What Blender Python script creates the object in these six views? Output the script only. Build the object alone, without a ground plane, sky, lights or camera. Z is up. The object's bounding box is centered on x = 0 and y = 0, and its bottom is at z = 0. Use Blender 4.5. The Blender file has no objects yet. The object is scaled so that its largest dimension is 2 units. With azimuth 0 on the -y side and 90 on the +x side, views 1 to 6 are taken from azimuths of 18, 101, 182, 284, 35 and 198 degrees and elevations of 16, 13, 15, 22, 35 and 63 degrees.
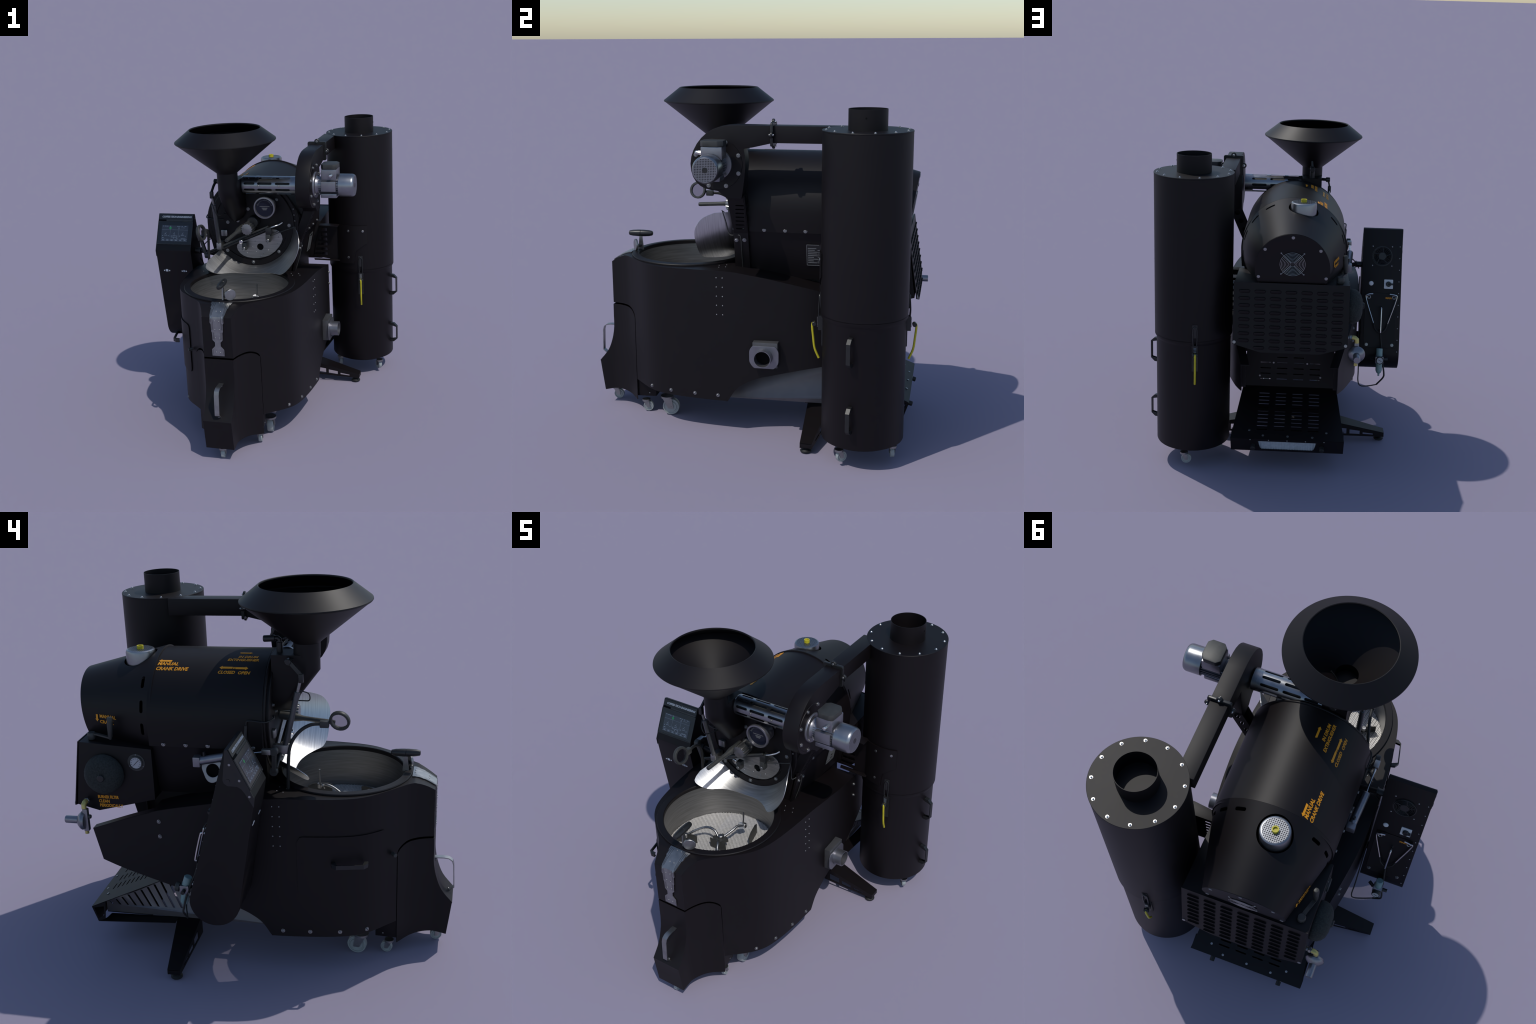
import bpy, bmesh, math, random
from mathutils import Vector, Matrix
random.seed(7)
V = Vector
CX = -0.075                      # the machine's mid plane
SC = bpy.context.scene
COL = SC.collection

# ------------------------------------------------------------------ materials
def new_mat(name):
    m = bpy.data.materials.new(name); m.use_nodes = True
    nt = m.node_tree; nt.nodes.clear()
    out = nt.nodes.new('ShaderNodeOutputMaterial')
    b = nt.nodes.new('ShaderNodeBsdfPrincipled')
    nt.links.new(b.outputs[0], out.inputs[0])
    return m, nt, b

def surface(name, col, rough=.45, metal=0., var=.12, nscale=14., bump=0., bscale=250., spec=.5, coat=0., stretch=None, rvar=.06):
    """paint / metal / plastic: base colour with a slow mottling, roughness wander, optional fine grain bump"""
    m, nt, b = new_mat(name)
    N = nt.nodes; L = nt.links
    tc = N.new('ShaderNodeTexCoord'); mp = N.new('ShaderNodeMapping')
    L.new(tc.outputs['Object'], mp.inputs['Vector'])
    if stretch: mp.inputs['Scale'].default_value = stretch
    nz = N.new('ShaderNodeTexNoise'); nz.inputs['Scale'].default_value = nscale; nz.inputs['Detail'].default_value = 4
    L.new(mp.outputs[0], nz.inputs['Vector'])
    cr = N.new('ShaderNodeValToRGB')
    lo = [max(0, c*(1-var)) for c in col]; hi = [min(1, c*(1+var)) for c in col]
    cr.color_ramp.elements[0].position = .3; cr.color_ramp.elements[1].position = .7
    cr.color_ramp.elements[0].color = (*lo, 1); cr.color_ramp.elements[1].color = (*hi, 1)
    L.new(nz.outputs['Fac'], cr.inputs[0]); L.new(cr.outputs[0], b.inputs['Base Color'])
    mr = N.new('ShaderNodeMapRange'); mr.inputs['To Min'].default_value = max(.03, rough-rvar); mr.inputs['To Max'].default_value = min(1, rough+rvar)
    L.new(nz.outputs['Fac'], mr.inputs['Value']); L.new(mr.outputs[0], b.inputs['Roughness'])
    b.inputs['Metallic'].default_value = metal
    b.inputs['Specular IOR Level'].default_value = spec
    b.inputs['Coat Weight'].default_value = coat
    if bump:
        n2 = N.new('ShaderNodeTexNoise'); n2.inputs['Scale'].default_value = bscale; n2.inputs['Detail'].default_value = 2
        L.new(mp.outputs[0], n2.inputs['Vector'])
        bp = N.new('ShaderNodeBump'); bp.inputs['Strength'].default_value = bump; bp.inputs['Distance'].default_value = .002
        L.new(n2.outputs['Fac'], bp.inputs['Height']); L.new(bp.outputs[0], b.inputs['Normal'])
    return m

BLACK   = surface('black_powder_coat', (.0042, .0026, .0034), .51, 0, .06, 9, spec=.295, rvar=.01)
BLACK2  = surface('black_satin_plastic', (.012, .0125, .013), .38, 0, .1, 30)
DARKIN  = surface('interior_shade_black', (.004, .004, .0045), .8, 0, .1, 20, spec=.1)  # near-black colour standing in for the shade inside openings
GRAPH   = surface('graphite_cast', (.045, .046, .044), .5, .3, .15, 40)
STEEL_T = surface('brushed_steel_tray', (.25, .25, .25), .45, 1, .18, 6, .05, 40, stretch=(1.2, 1.2, 26))
STEEL_C = surface('brushed_steel_chute', (.58, .58, .58), .34, 1, .16, 6, .05, 40, stretch=(1.2, 34, 1.2))
STEEL_D = surface('brushed_steel_disc', (.42, .41, .41), .4, 1, .18, 6, .05, 40, stretch=(1.2, 1.2, 34))
STEEL   = surface('polished_steel', (.62, .61, .60), .25, 1, .08, 30)
STEELG  = surface('dull_steel', (.33, .33, .33), .4, 1, .12, 30)
GUARD   = surface('guard_tube_steel', (.30, .31, .33), .3, 1, .1, 20)
CHS     = surface('grey_chassis_paint', (.150, .142, .152), .48, .85, .08, 14)
ALU     = surface('grey_motor_enamel', (.25, .25, .275), .36, .85, .08, 20)
ALUB    = surface('motor_fan_cover', (.28, .29, .31), .32, .95, .06, 20)
MESHW   = surface('perforated_sheet', (.74, .72, .69), .45, .25, .1, 60)
YEL     = surface('yellow_plastic', (.50, .44, .016), .4, 0, .08, 30)
YELB    = surface('pale_brass', (.55, .47, .16), .4, .5, .1, 40)
ORANGE  = surface('orange_print', (.78, .31, .004), .55, 0, .05, 40)
WHITE   = surface('white_print', (.72, .73, .74), .5, 0, .04, 40)
RUBBER  = surface('black_rubber', (.009, .009, .009), .6, 0, .2, 40)
WHEEL   = surface('grey_wheel_nylon', (.30, .33, .33), .45, 0, .08, 40)
TEAL    = surface('teal_filter_bowl', (.20, .31, .31), .25, 0, .08, 30)
SCREEN  = surface('touch_screen', (.055, .062, .075), .22, 0, .05, 20)
BEZEL   = surface('screen_bezel', (.013, .014, .016), .3, 0, .05, 20)
SCRLINE = surface('screen_lines', (.36, .40, .44), .4, 0, .05, 20)
GREEN   = surface('green_lamp', (.03, .38, .10), .3, 0, .05, 20)
DIAL    = surface('dial_dark', (.008, .010, .020), .12, 0, .1, 20, spec=.25)
PRINTG  = surface('grey_print', (.16, .165, .17), .5, 0, .05, 40)
DIALW   = surface('dial_pale', (.42, .43, .46), .4, 0, .05, 20)
LENS    = surface('magnifier_glass', (.55, .54, .56), .06, 0, .03, 10)
for _n in LENS.node_tree.nodes:
    if _n.type == 'BSDF_PRINCIPLED': _n.inputs['Transmission Weight'].default_value = 1; _n.inputs['IOR'].default_value = 1.08
FOAM    = surface('filter_foam', (.020, .024, .023), .9, 0, .5, 120, .9, 160)
OUTM    = surface('outlet_box_steel', (.11, .11, .115), .4, .6, .1, 20)
ETCH    = surface('etched_plate', (.16, .165, .155), .4, .4, .5, 90, stretch=(1, 1, 4))
PALEF   = surface('pale_filter_mesh', (.40, .45, .50), .5, 0, .1, 60)

# ------------------------------------------------------------------ builders
ROOT = bpy.data.objects.new('coffee_roaster', None); COL.objects.link(ROOT)
ROOT['label'] = 'black industrial drum roaster with cooling tray, hopper and cyclone'
ROOT['category'] = 'coffee roaster'

def finish(me, smooth):
    bm = bmesh.new(); bm.from_mesh(me)
    bmesh.ops.recalc_face_normals(bm, faces=bm.faces[:]); bm.to_mesh(me); bm.free()
    if smooth:
        me.shade_smooth(); me.set_sharp_from_angle(angle=math.radians(smooth))

def obj(name, me, mat=None, parent=None, mtx=None):
    o = bpy.data.objects.new(name, me); COL.objects.link(o)
    if mat is not None and not me.materials: me.materials.append(mat)
    o.parent = parent or ROOT
    if mtx is not None: o.matrix_basis = mtx
    return o

def mesh(name, vs, fs, mat, parent=None, smooth=35, link=True):
    me = bpy.data.meshes.new(name); me.from_pydata([tuple(v) for v in vs], [], fs); me.materials.append(mat)
    finish(me, smooth)
    return obj(name, me, None, parent) if link else me

def frame(d):
    d = V(d).normalized()
    a = V((0, 0, 1)) if abs(d.z) < .9 else V((1, 0, 0))
    u = a.cross(d).normalized(); return u, d.cross(u).normalized(), d

def loft_data(rings, closed=True, cap0=True, cap1=True):
    vs = []; fs = []; n = len(rings[0])
    for r in rings: vs += [V(p) for p in r]
    for i in range(len(rings)-1):
        for j in range(n if closed else n-1):
            k = (j+1) % n
            fs.append((i*n+j, i*n+k, (i+1)*n+k, (i+1)*n+j))
    if cap0: fs.append(tuple(range(n-1, -1, -1)))
    if cap1: fs.append(tuple((len(rings)-1)*n+j for j in range(n)))
    return vs, fs

def loft(name, rings, mat, parent=None, smooth=35, closed=True, cap0=True, cap1=True, link=True):
    return mesh(name, *loft_data(rings, closed, cap0, cap1), mat, parent, smooth, link)

def ring(c, d, r, seg=48, u=None):
    uu, vv, _ = frame(d)
    return [V(c)+uu*(r*math.cos(2*math.pi*i/seg))+vv*(r*math.sin(2*math.pi*i/seg)) for i in range(seg)]

def lathe(name, c, d, prof, mat, parent=None, seg=48, smooth=35, cap=True, loop=False, link=True):
    """prof: (radius, distance along d) pairs"""
    c = V(c); d = V(d).normalized()
    rings = [ring(c+d*h, d, max(r, 1e-5), seg) for r, h in prof]
    if loop: rings.append(rings[0])
    return loft(name, rings, mat, parent, smooth, True, cap and not loop, cap and not loop, link)

def cyl(name, a, b, r, mat, parent=None, seg=24, ch=.0, r2=None, link=True):
    a = V(a); b = V(b); L = (b-a).length; r2 = r if r2 is None else r2
    p = [(r, 0), (r2, L)] if not ch else [(r-ch, 0), (r, ch), (r2, L-ch), (r2-ch, L)]
    return lathe(name, a, b-a, p, mat, parent, seg, link=link)

def catmull(pts, n=8):
    P = [V(p) for p in pts]; P = [P[0]*2-P[1]]+P+[P[-1]*2-P[-2]]; out = []
    for i in range(1, len(P)-2):
        a, b, c, d = P[i-1:i+3]
        for k in range(n):
            t = k/n
            out.append(.5*((2*b)+(c-a)*t+(2*a-5*b+4*c-d)*t*t+(3*b-a-3*c+d)*t**3))
    out.append(P[-2]); return out

def tube(name, pts, r, mat, parent=None, seg=10, spline=0, closed=False):
    P = catmull(pts, spline) if spline else [V(p) for p in pts]
    rings = []; u = None
    for i, p in enumerate(P):
        t = (P[min(i+1, len(P)-1)]-P[max(i-1, 0)]).normalized()
        if u is None: u = frame(t)[0]
        u = (u-t*u.dot(t)).normalized(); w = t.cross(u)
        rr = r[i] if isinstance(r, (list, tuple)) else r
        rings.append([p+u*(rr*math.cos(2*math.pi*k/seg))+w*(rr*math.sin(2*math.pi*k/seg)) for k in range(seg)])
    return loft(name, rings, mat, parent, 40)

def strip(name, pts, wdir, w, t, mat, parent=None, spline=0):
    """flat bar of width w (along wdir) and thickness t swept along pts"""
    P = catmull(pts, spline) if spline else [V(p) for p in pts]
    wd = V(wdir).normalized(); rings = []
    for i, p in enumerate(P):
        a = (P[i]-P[i-1]).normalized() if i else (P[1]-P[0]).normalized()
        b = (P[i+1]-P[i]).normalized() if i < len(P)-1 else a
        n = (a.cross(wd).normalized()+b.cross(wd).normalized()); n = n.normalized()/max(.5, math.sqrt((1+a.dot(b))/2))
        rings.append([p+wd*w/2+n*t/2, p-wd*w/2+n*t/2, p-wd*w/2-n*t/2, p+wd*w/2-n*t/2])
    return loft(name, rings, mat, parent, 30)

def box(name, lo, hi, mat, parent=None, bev=.002, seg=2, link=True):
    bm = bmesh.new(); bmesh.ops.create_cube(bm, size=1)
    lo = V(lo); hi = V(hi); c = (lo+hi)/2; s = hi-lo
    for v in bm.verts: v.co = V((v.co.x*s.x, v.co.y*s.y, v.co.z*s.z))+c
    if bev: bmesh.ops.bevel(bm, geom=bm.edges[:], offset=bev, segments=seg, profile=.6, affect='EDGES')
    me = bpy.data.meshes.new(name); bm.to_mesh(me); bm.free(); me.materials.append(mat); finish(me, 35)
    return obj(name, me, None, parent) if link else me

def prism(name, poly, axis, a0, a1, mat, parent=None, bev=.0, smooth=30):
    """extrude a 2D polygon ((y,z) for axis x, (x,z) for y, (x,y) for z)"""
    def P(p, a): return {'x': (a, p[0], p[1]), 'y': (p[0], a, p[1]), 'z': (p[0], p[1], a)}[axis]
    n = len(poly); bm = bmesh.new()
    A = [bm.verts.new(P(p, a0)) for p in poly]; B = [bm.verts.new(P(p, a1)) for p in poly]
    bm.faces.new(A); bm.faces.new(B[::-1])
    for i in range(n): bm.faces.new((A[i], A[(i+1) % n], B[(i+1) % n], B[i]))
    bmesh.ops.recalc_face_normals(bm, faces=bm.faces[:])
    if bev:
        eds = [e for e in bm.edges if len(e.link_faces) == 2 and e.calc_face_angle() > .5]
        bmesh.ops.bevel(bm, geom=eds, offset=bev, segments=2, profile=.6, affect='EDGES')
    me = bpy.data.meshes.new(name); bm.to_mesh(me); bm.free(); me.materials.append(mat); finish(me, smooth)
    return obj(name, me, None, parent)

def curve_mesh(cu, name):
    o = bpy.data.objects.new('tmp', cu); COL.objects.link(o)
    bpy.context.view_layer.update()
    me = bpy.data.meshes.new_from_object(o.evaluated_get(bpy.context.evaluated_depsgraph_get()))
    bpy.data.objects.remove(o); me.name = name; me.materials.clear(); return me

def mapped(me, fn):
    for v in me.vertices: v.co = fn(v.co)

def plane_fn(o, u, v):
    o = V(o); u = V(u).normalized(); v = V(v).normalized(); n = u.cross(v)
    return lambda c: o+u*c.x+v*c.y+n*c.z

def plate(name, loops, thick, mat, fn, parent=None, bev=0., smooth=30, cuts=0):
    """flat sheet with holes: the first loop is the outline, the others are cut-outs; fn maps (u, v, w) to the world"""
    cu = bpy.data.curves.new('c', 'CURVE'); cu.dimensions = '2D'; cu.fill_mode = 'BOTH'
    cu.extrude = thick/2-bev; cu.bevel_depth = bev; cu.bevel_resolution = 1
    for lp in loops:
        s = cu.splines.new('POLY'); s.points.add(len(lp)-1); s.use_cyclic_u = True
        for p, q in zip(s.points, lp): p.co = (q[0], q[1], 0, 1)
    me = curve_mesh(cu, name); bpy.data.curves.remove(cu)
    if cuts:
        bm = bmesh.new(); bm.from_mesh(me)
        ys = [v.co.y for v in bm.verts]; lo, hi = min(ys), max(ys)
        for k in range(1, cuts):
            bmesh.ops.bisect_plane(bm, geom=bm.verts[:]+bm.edges[:]+bm.faces[:], plane_co=(0, lo+(hi-lo)*k/cuts, 0), plane_no=(0, 1, 0))
        bm.to_mesh(me); bm.free()
    mapped(me, fn); me.materials.append(mat); finish(me, smooth)
    return obj(name, me, None, parent)

def text(name, body, size, fn, mat, parent=None, depth=.0008, shear=.25, align='LEFT', bold=.026, sx=1.):
    cu = bpy.data.curves.new('t', 'FONT'); cu.body = body; cu.size = size; cu.extrude = depth/2
    cu.shear = shear; cu.align_x = align; cu.offset = bold*size; cu.resolution_u = 2
    me = curve_mesh(cu, name); bpy.data.curves.remove(cu)
    for v in me.vertices: v.co.x *= sx
    mapped(me, fn); me.materials.append(mat); finish(me, None)
    return obj(name, me, None, parent)

def circle2(cx, cy, r, n=24, a0=0.): return [(cx+r*math.cos(a0+2*math.pi*i/n), cy+r*math.sin(a0+2*math.pi*i/n)) for i in range(n)]
def stadium(cx, cy, L, w, n=8, ang=0.):
    p = []; h = L/2-w/2
    for s, a in ((1, -90), (-1, 90)):
        for i in range(n+1):
            t = math.radians(a+180*i/n); p.append((s*h+w/2*math.cos(t), w/2*math.sin(t)))
    c, s = math.cos(ang), math.sin(ang)
    return [(cx+x*c-y*s, cy+x*s+y*c) for x, y in p]
def rrect(x0, y0, x1, y1, r, n=5):
    p = []
    for cx, cy, a in ((x1-r, y1-r, 0), (x0+r, y1-r, 90), (x0+r, y0+r, 180), (x1-r, y0+r, 270)):
        for i in range(n+1):
            t = math.radians(a+90*i/n); p.append((cx+r*math.cos(t), cy+r*math.sin(t)))
    return p

def boolean(o, cutters):
    for c in cutters:
        m = o.modifiers.new('b', 'BOOLEAN'); m.operation = 'DIFFERENCE'; m.solver = 'EXACT'; m.object = c
    bpy.context.view_layer.update()
    me = bpy.data.meshes.new_from_object(o.evaluated_get(bpy.context.evaluated_depsgraph_get()))
    o.modifiers.clear(); old = o.data; o.data = me; me.name = old.name
    for c in cutters: bpy.data.objects.remove(c)
    me.shade_smooth(); me.set_sharp_from_angle(angle=math.radians(35))

# shared hardware
def cap_screw_mesh():
    me = lathe('screw', (0, 0, 0), (0, 0, 1), [(1.45, 0), (1.45, .18), (1.0, .2), (1.0, .95), (.86, 1.1), (.52, 1.1), (.5, .55), (0, .55)], STEELG, seg=16, link=False); return me
def dome_mesh(mat, nm): return lathe(nm, (0, 0, 0), (0, 0, 1), [(1, 0), (.98, .2), (.8, .45), (.45, .6), (0, .64)], mat, seg=14, link=False)
M_CAP = cap_screw_mesh(); M_DOME = dome_mesh(STEELG, 'rivet'); M_DOMEB = dome_mesh(GRAPH, 'dark_rivet'); M_FLAT = lathe('flat_screw', (0, 0, 0), (0, 0, 1), [(1, 0), (1, .3), (.9, .38), (0, .38)], STEELG, seg=16, link=False)
M_BRIGHT = lathe('dome_nut', (0, 0, 0), (0, 0, 1), [(1.5, 0), (1.5, .2), (.95, .22), (.95, .9), (.6, 1.3), (0, 1.4)], STEEL, seg=12, link=False)
def at(p, n, s):
    u, v, d = frame(n); m = Matrix((u, v, d)).transposed().to_4x4(); m.translation = V(p); return m @ Matrix.Scale(s, 4)
def screw(p, n, s=.007, me=None, parent=None, name=None):
    me = me or M_CAP; return obj(name or me.name, me, None, parent, at(p, n, s))

def caster(p, r, ang, parent, w=None):
    """swivel caster: p is the wheel centre"""
    x, y, z = p; w = w or r*.75; d = V((math.cos(ang), math.sin(ang), 0)); c = V(p)
    o = lathe('caster', c-d*w/2, d, [(r*.3, 0), (r*.62, 0), (r*.66, w*.12), (r*.8, w*.12), (r*.84, 0), (r*.95, 0), (r, w*.15), (r, w*.85), (r*.95, w), (r*.84, w), (r*.8, w*.88), (r*.66, w*.88), (r*.62, w), (r*.3, w)], WHEEL, parent, 28)
    f = d.cross(V((0, 0, 1)))
    for s in (-1, 1):
        b = c+d*s*w*.62
        rings = []
        for q in (0, 1):
            k = b+d*q*.003*s
            rings.append([k-f*r*.3-V((0, 0, r*.2)), k+f*r*.3-V((0, 0, r*.2)), k+f*r*1.0+V((0, 0, r*1.15)), k-f*r*.1+V((0, 0, r*1.15))])
        loft('caster_fork', rings, STEELG, o, 30)
    top = c+V((0, 0, r*1.15))+f*r*.45
    cyl('caster_plate', top-V((0, 0, .004)), top+V((0, 0, .008)), r*.8, STEELG, o, 20)
    cyl('caster_axle', c-d*w*.75, c+d*w*.75, r*.14, STEELG, o, 10)
    return o

def pull_handle(a, b, out, prot, w, mat, parent, name='pull_handle'):
    """folded sheet handle between a and b, standing off by prot along out"""
    a, b, out = V(a), V(b), V(out).normalized(); d = (b-a).normalized(); wd = d.cross(out)
    o = strip(name, [a, a+out*prot*.55+d*.002, a+out*prot+d*.022, b+out*prot-d*.022, b+out*prot*.55-d*.002, b], wd, w, .006, mat, parent)
    for p, s in ((a, 1), (b, -1)):
        for q in (-1, 1):
            c = p+wd*q*(w/2-.0015)
            loft('handle_cheek', [[c+d*s*k+out*h+wd*e for k, h in ((0, 0), (.016, 0), (.026, prot-.003), (.018, prot-.003), (0, prot*.52))] for e in (-.0012, .0012)], mat, o, 30)
    return o

# ------------------------------------------------------------------ cooling base
def lerp(tab, x):
    if x <= tab[0][0]: return tab[0][1]
    for (a, p), (b, q) in zip(tab, tab[1:]):
        if x <= b: return p+(q-p)*(x-a)/(b-a)
    return tab[-1][1]
def smooth_tab(tab, n=8):
    return [(p.x, p.y) for p in catmull([(a, b, 0) for a, b in tab], n)]

HALF = [(.0935, -.888), (.107, -.850), (.127, -.808), (.155, -.765), (.193, -.728), (.245, -.680), (.300, -.626), (.343, -.572), (.374, -.51), (.397, -.42), (.414, -.29), (.424, -.15), (.428, -.04), (.428, .06), (.422, .20), (.408, .34), (.382, .49), (.343, .67), (.294, .87), (.286, .900)]
ZTOP = smooth_tab([(-.90, .913), (-.888, .919), (-.86, .937), (-.83, .953), (-.80, .965), (-.76, .971), (-.5, .971), (-.2, .971), (-.1, .969), (-.03, .964), (.08, .947), (.2, .925), (.43, .871), (.62, .806), (.90, .685)], 4)
ZARCH = smooth_tab([(-.66, .216), (-.5, .206), (-.3, .202), (-.092, .200)], 4)+[(p.x, p.y) for p in catmull([(-.088, .205, 0), (-.045, .272, 0), (.015, .318, 0), (.085, .350, 0), (.17, .372, 0), (.32, .407, 0), (.5, .440, 0), (.86, .503, 0)], 5)]
SEAM = smooth_tab([(-.9, .660), (-.888, .660), (-.83, .664), (-.788, .664), (-.760, .660), (-.738, .650), (-.720, .633), (-.709, .61), (-.706, .585)], 5)

base_pts = [(p.x, p.y) for p in catmull([(a, b, 0) for a, b in HALF], 10)]
cut_i = min(range(len(base_pts)), key=lambda i: abs(base_pts[i][1]+.7075))
def outline_normals(P):
    out = []
    for i in range(len(P)):
        a = P[max(i-1, 0)]; b = P[min(i+1, len(P)-1)]
        t = V((b[0]-a[0], b[1]-a[1])).normalized(); out.append((t.y, -t.x))
    return out
base_nrm = outline_normals(base_pts)

def wall(name, idx, zb, zt, side, off, th, parent=None, mat=BLACK):
    """upright sheet that follows the base outline over the sample numbers idx"""
    rings = []
    for i in idx:
        (dx, y), (nx, ny) = base_pts[i], base_nrm[i]
        po = V((CX+side*(dx+nx*off), y+ny*off, 0)); pi = V((CX+side*(dx+nx*(off-th)), y+ny*(off-th), 0))
        b, t = zb(i), zt(i)
        rings.append([po+V((0, 0, b)), po+V((0, 0, t)), pi+V((0, 0, t)), pi+V((0, 0, b))])
    return loft(name, rings, mat, parent, 40)

ztop = lambda i: lerp(ZTOP, base_pts[i][1])
NB = len(base_pts)
# full skirt: nose above the drawer seam, then full height walls, both sides, as one sheet
def skirt():
    vs = []; fs = []
    order = [(i, 1) for i in range(NB-1, -1, -1)]+[(i, -1) for i in range(NB)]
    cols = []
    for i, s in order:
        y = base_pts[i][1]
        b = lerp(SEAM, y) if i < cut_i else lerp(ZARCH, y)
        cols.append((i, s, b))
        if i == cut_i: cols.append((i, s, .60)) if s == -1 else cols.append((i, s, .60))
    # keep the jump column pairs in walking order
    fixed = []
    for i, s, b in cols: fixed.append((i, s, b))
    k = [n for n, c in enumerate(fixed) if c[0] == cut_i]
    # on the right side we walk rear to front: low then high; on the left front to rear: high then low
    fixed[k[0]], fixed[k[1]] = (cut_i, 1, lerp(ZARCH, base_pts[cut_i][1])), (cut_i, 1, .60)
    fixed[k[2]], fixed[k[3]] = (cut_i, -1, .60), (cut_i, -1, lerp(ZARCH, base_pts[cut_i][1]))
    rings = []
    for i, s, b in fixed:
        (dx, y), (nx, ny) = base_pts[i], base_nrm[i]
        th = .005
        po = V((CX+s*dx, y, 0)); pi = V((CX+s*(dx-nx*th), y-ny*th, 0))
        if i == 0: pi = V((CX+s*(dx-.004), y+.005, 0))
        t = ztop(i)
        rings.append([po+V((0, 0, b)), po+V((0, 0, t)), pi+V((0, 0, t)), pi+V((0, 0, b))])
    for r in rings:                                   # the rear edge slants forward towards its foot
        y = r[0].y
        if y > .72:
            d = .041*((y-.72)/.18)**1.4
            for q in (0, 3): r[q].y -= d; r[q].z = lerp(ZARCH, r[q].y)
    return loft('cooling_base', rings, BLACK, None, 40)
BASE = skirt()

# deck: polar strips from the tray rim out to the skirt, following its top edge
TC = V((CX, -.410, 0)); TR = .319
def deck():
    ie = min(range(NB), key=lambda k: abs(base_pts[k][1]-.52))
    order = [(base_pts[i], 1) for i in range(ie, -1, -1)]+[(base_pts[i], -1) for i in range(ie+1)]
    pts = [V((CX+s*p[0], p[1], 0)) for p, s in order]
    n = 12; last = pts[-1]; first = pts[0]; m0 = ie+1
    for k in range(1, n): pts.append(last.lerp(first, k/n))
    extra = [pts[m0-1].lerp(pts[m0], k/8) for k in range(1, 8)]
    pts = pts[:m0]+extra+pts[m0:]
    m = 14; rings = []
    for k in range(m+1):
        r = []
        for p in pts:
            d = (p-TC).normalized(); q = TC+d*(TR+.012); w = q.lerp(p, k/m)
            w.z = lerp(ZTOP, w.y)-.0005; r.append(w)
        rings.append(r)
    vs, fs = loft_data(rings, True, False, False)
    o = mesh('deck', vs, fs, BLACK, BASE, 30)
    for s in (-1, 1):
        rr = []
        for i in range(ie, NB):
            dx, y = base_pts[i]; z = lerp(ZTOP, y)
            rr.append([V((CX+s*dx, y, z-.0005)), V((CX+s*(dx-.05), y, z-.0005)), V((CX+s*(dx-.05), y, z-.004)), V((CX+s*dx, y, z-.004))])
        loft('skirt_flange', rr, BLACK, BASE, 30)
deck()

# ------------------------------------------------------------------ drawer under the nose
def drawer():
    prof = catmull([(-.888, .652, 0), (-.889, .58, 0), (-.890, .505, 0), (-.903, .43, 0), (-.933, .351, 0), (-.990, .279, 0)], 4)+[V((-.988, .272, 0)), V((-.976, .18, 0)), V((-.963, .086, 0))]
    nseg = 18; rear = (.2115, -.7125)
    DPLAN = smooth_tab([(-.99, .0895), (-.94, .0900), (-.905, .0905), (-.888, .0925), (-.850, .106), (-.808, .126), (-.765, .154), (-.728, .192), (-.7125, .2095), (-.70, .222)], 6)
    rings = []
    for p in prof:
        y, z = p.x, p.y; half = .0895; L = []
        for k in range(nseg+1):
            t = k/nseg; yy = y+(rear[1]-y)*t
            L.append((lerp(DPLAN, yy), yy, t))
        r = [V((CX-dx, yy, z)) for dx, yy, t in reversed(L)]+[V((CX+dx, yy, z)) for dx, yy, t in L]
        tt = [t for _, _, t in reversed(L)]+[t for _, _, t in L]
        rings.append((r, tt))
    top, bot = len(rings)-1, 0
    out = []
    for i, (r, tt) in enumerate(rings):
        rr = []
        for q, t in zip(r, tt):
            q = q.copy()
            if i == 0:                       # arched top edge follows the seam
                q.z = lerp(SEAM, q.y)-.011
            if i == len(rings)-1: q.z += .020*math.sin(math.pi*min(1, t*1.02))*1.0-.002*t
            rr.append(q)
        out.append(rr)
    # clamp the rows between the arched edges
    for i in range(1, len(out)-1):
        for k in range(len(out[i])):
            out[i][k].z = min(out[i][k].z, out[0][k].z-.002*i)
    vs, fs = loft_data(out, False, False, False)
    o = mesh('chaff_drawer', vs, fs, BLACK, None, 32)
    m = o.modifiers.new('s', 'SOLIDIFY'); m.thickness = .004; m.offset = 0
    bpy.context.view_layer.update()
    me = bpy.data.meshes.new_from_object(o.evaluated_get(bpy.context.evaluated_depsgraph_get()))
    o.modifiers.clear(); o.data = me; me.shade_smooth(); me.set_sharp_from_angle(angle=math.radians(32))
    return o
DRAWER = drawer()
prism('drawer_box', [(CX-.198, -.722), (CX+.198, -.722), (CX+.19, -.60), (CX-.19, -.60)], 'z', .103, .60, BLACK, DRAWER, .003)
box('drawer_floor', (CX-.08, -.95, .11), (CX+.08, -.72, .125), BLACK, DRAWER)
for s in (-1, 1): screw((CX+s*.195, -.64, .125), (s, 0, 0), .004, M_DOME, DRAWER)
strip('drawer_handle', [(-.066, -.885, .492), (-.066, -.94, .494), (-.066, -.966, .491), (-.067, -.984, .478), (-.068, -.991, .455), (-.069, -.996, .325), (-.068, -.968, .300)], (1, 0, 0), .030, .005, STEELG, DRAWER)
screw((-.066, -.966, .303), (0, -.8, .6), .008, M_CAP, DRAWER)
screw((-.066, -.893, .478), (0, -1, 0), .007, M_CAP, DRAWER)
caster((CX, -.909, .031), .031, math.radians(8), DRAWER)
caster((.092, -.658, .031), .031, math.radians(12), DRAWER)
caster((CX*2-.092, -.658, .031), .031, math.radians(-12), DRAWER)
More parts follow.
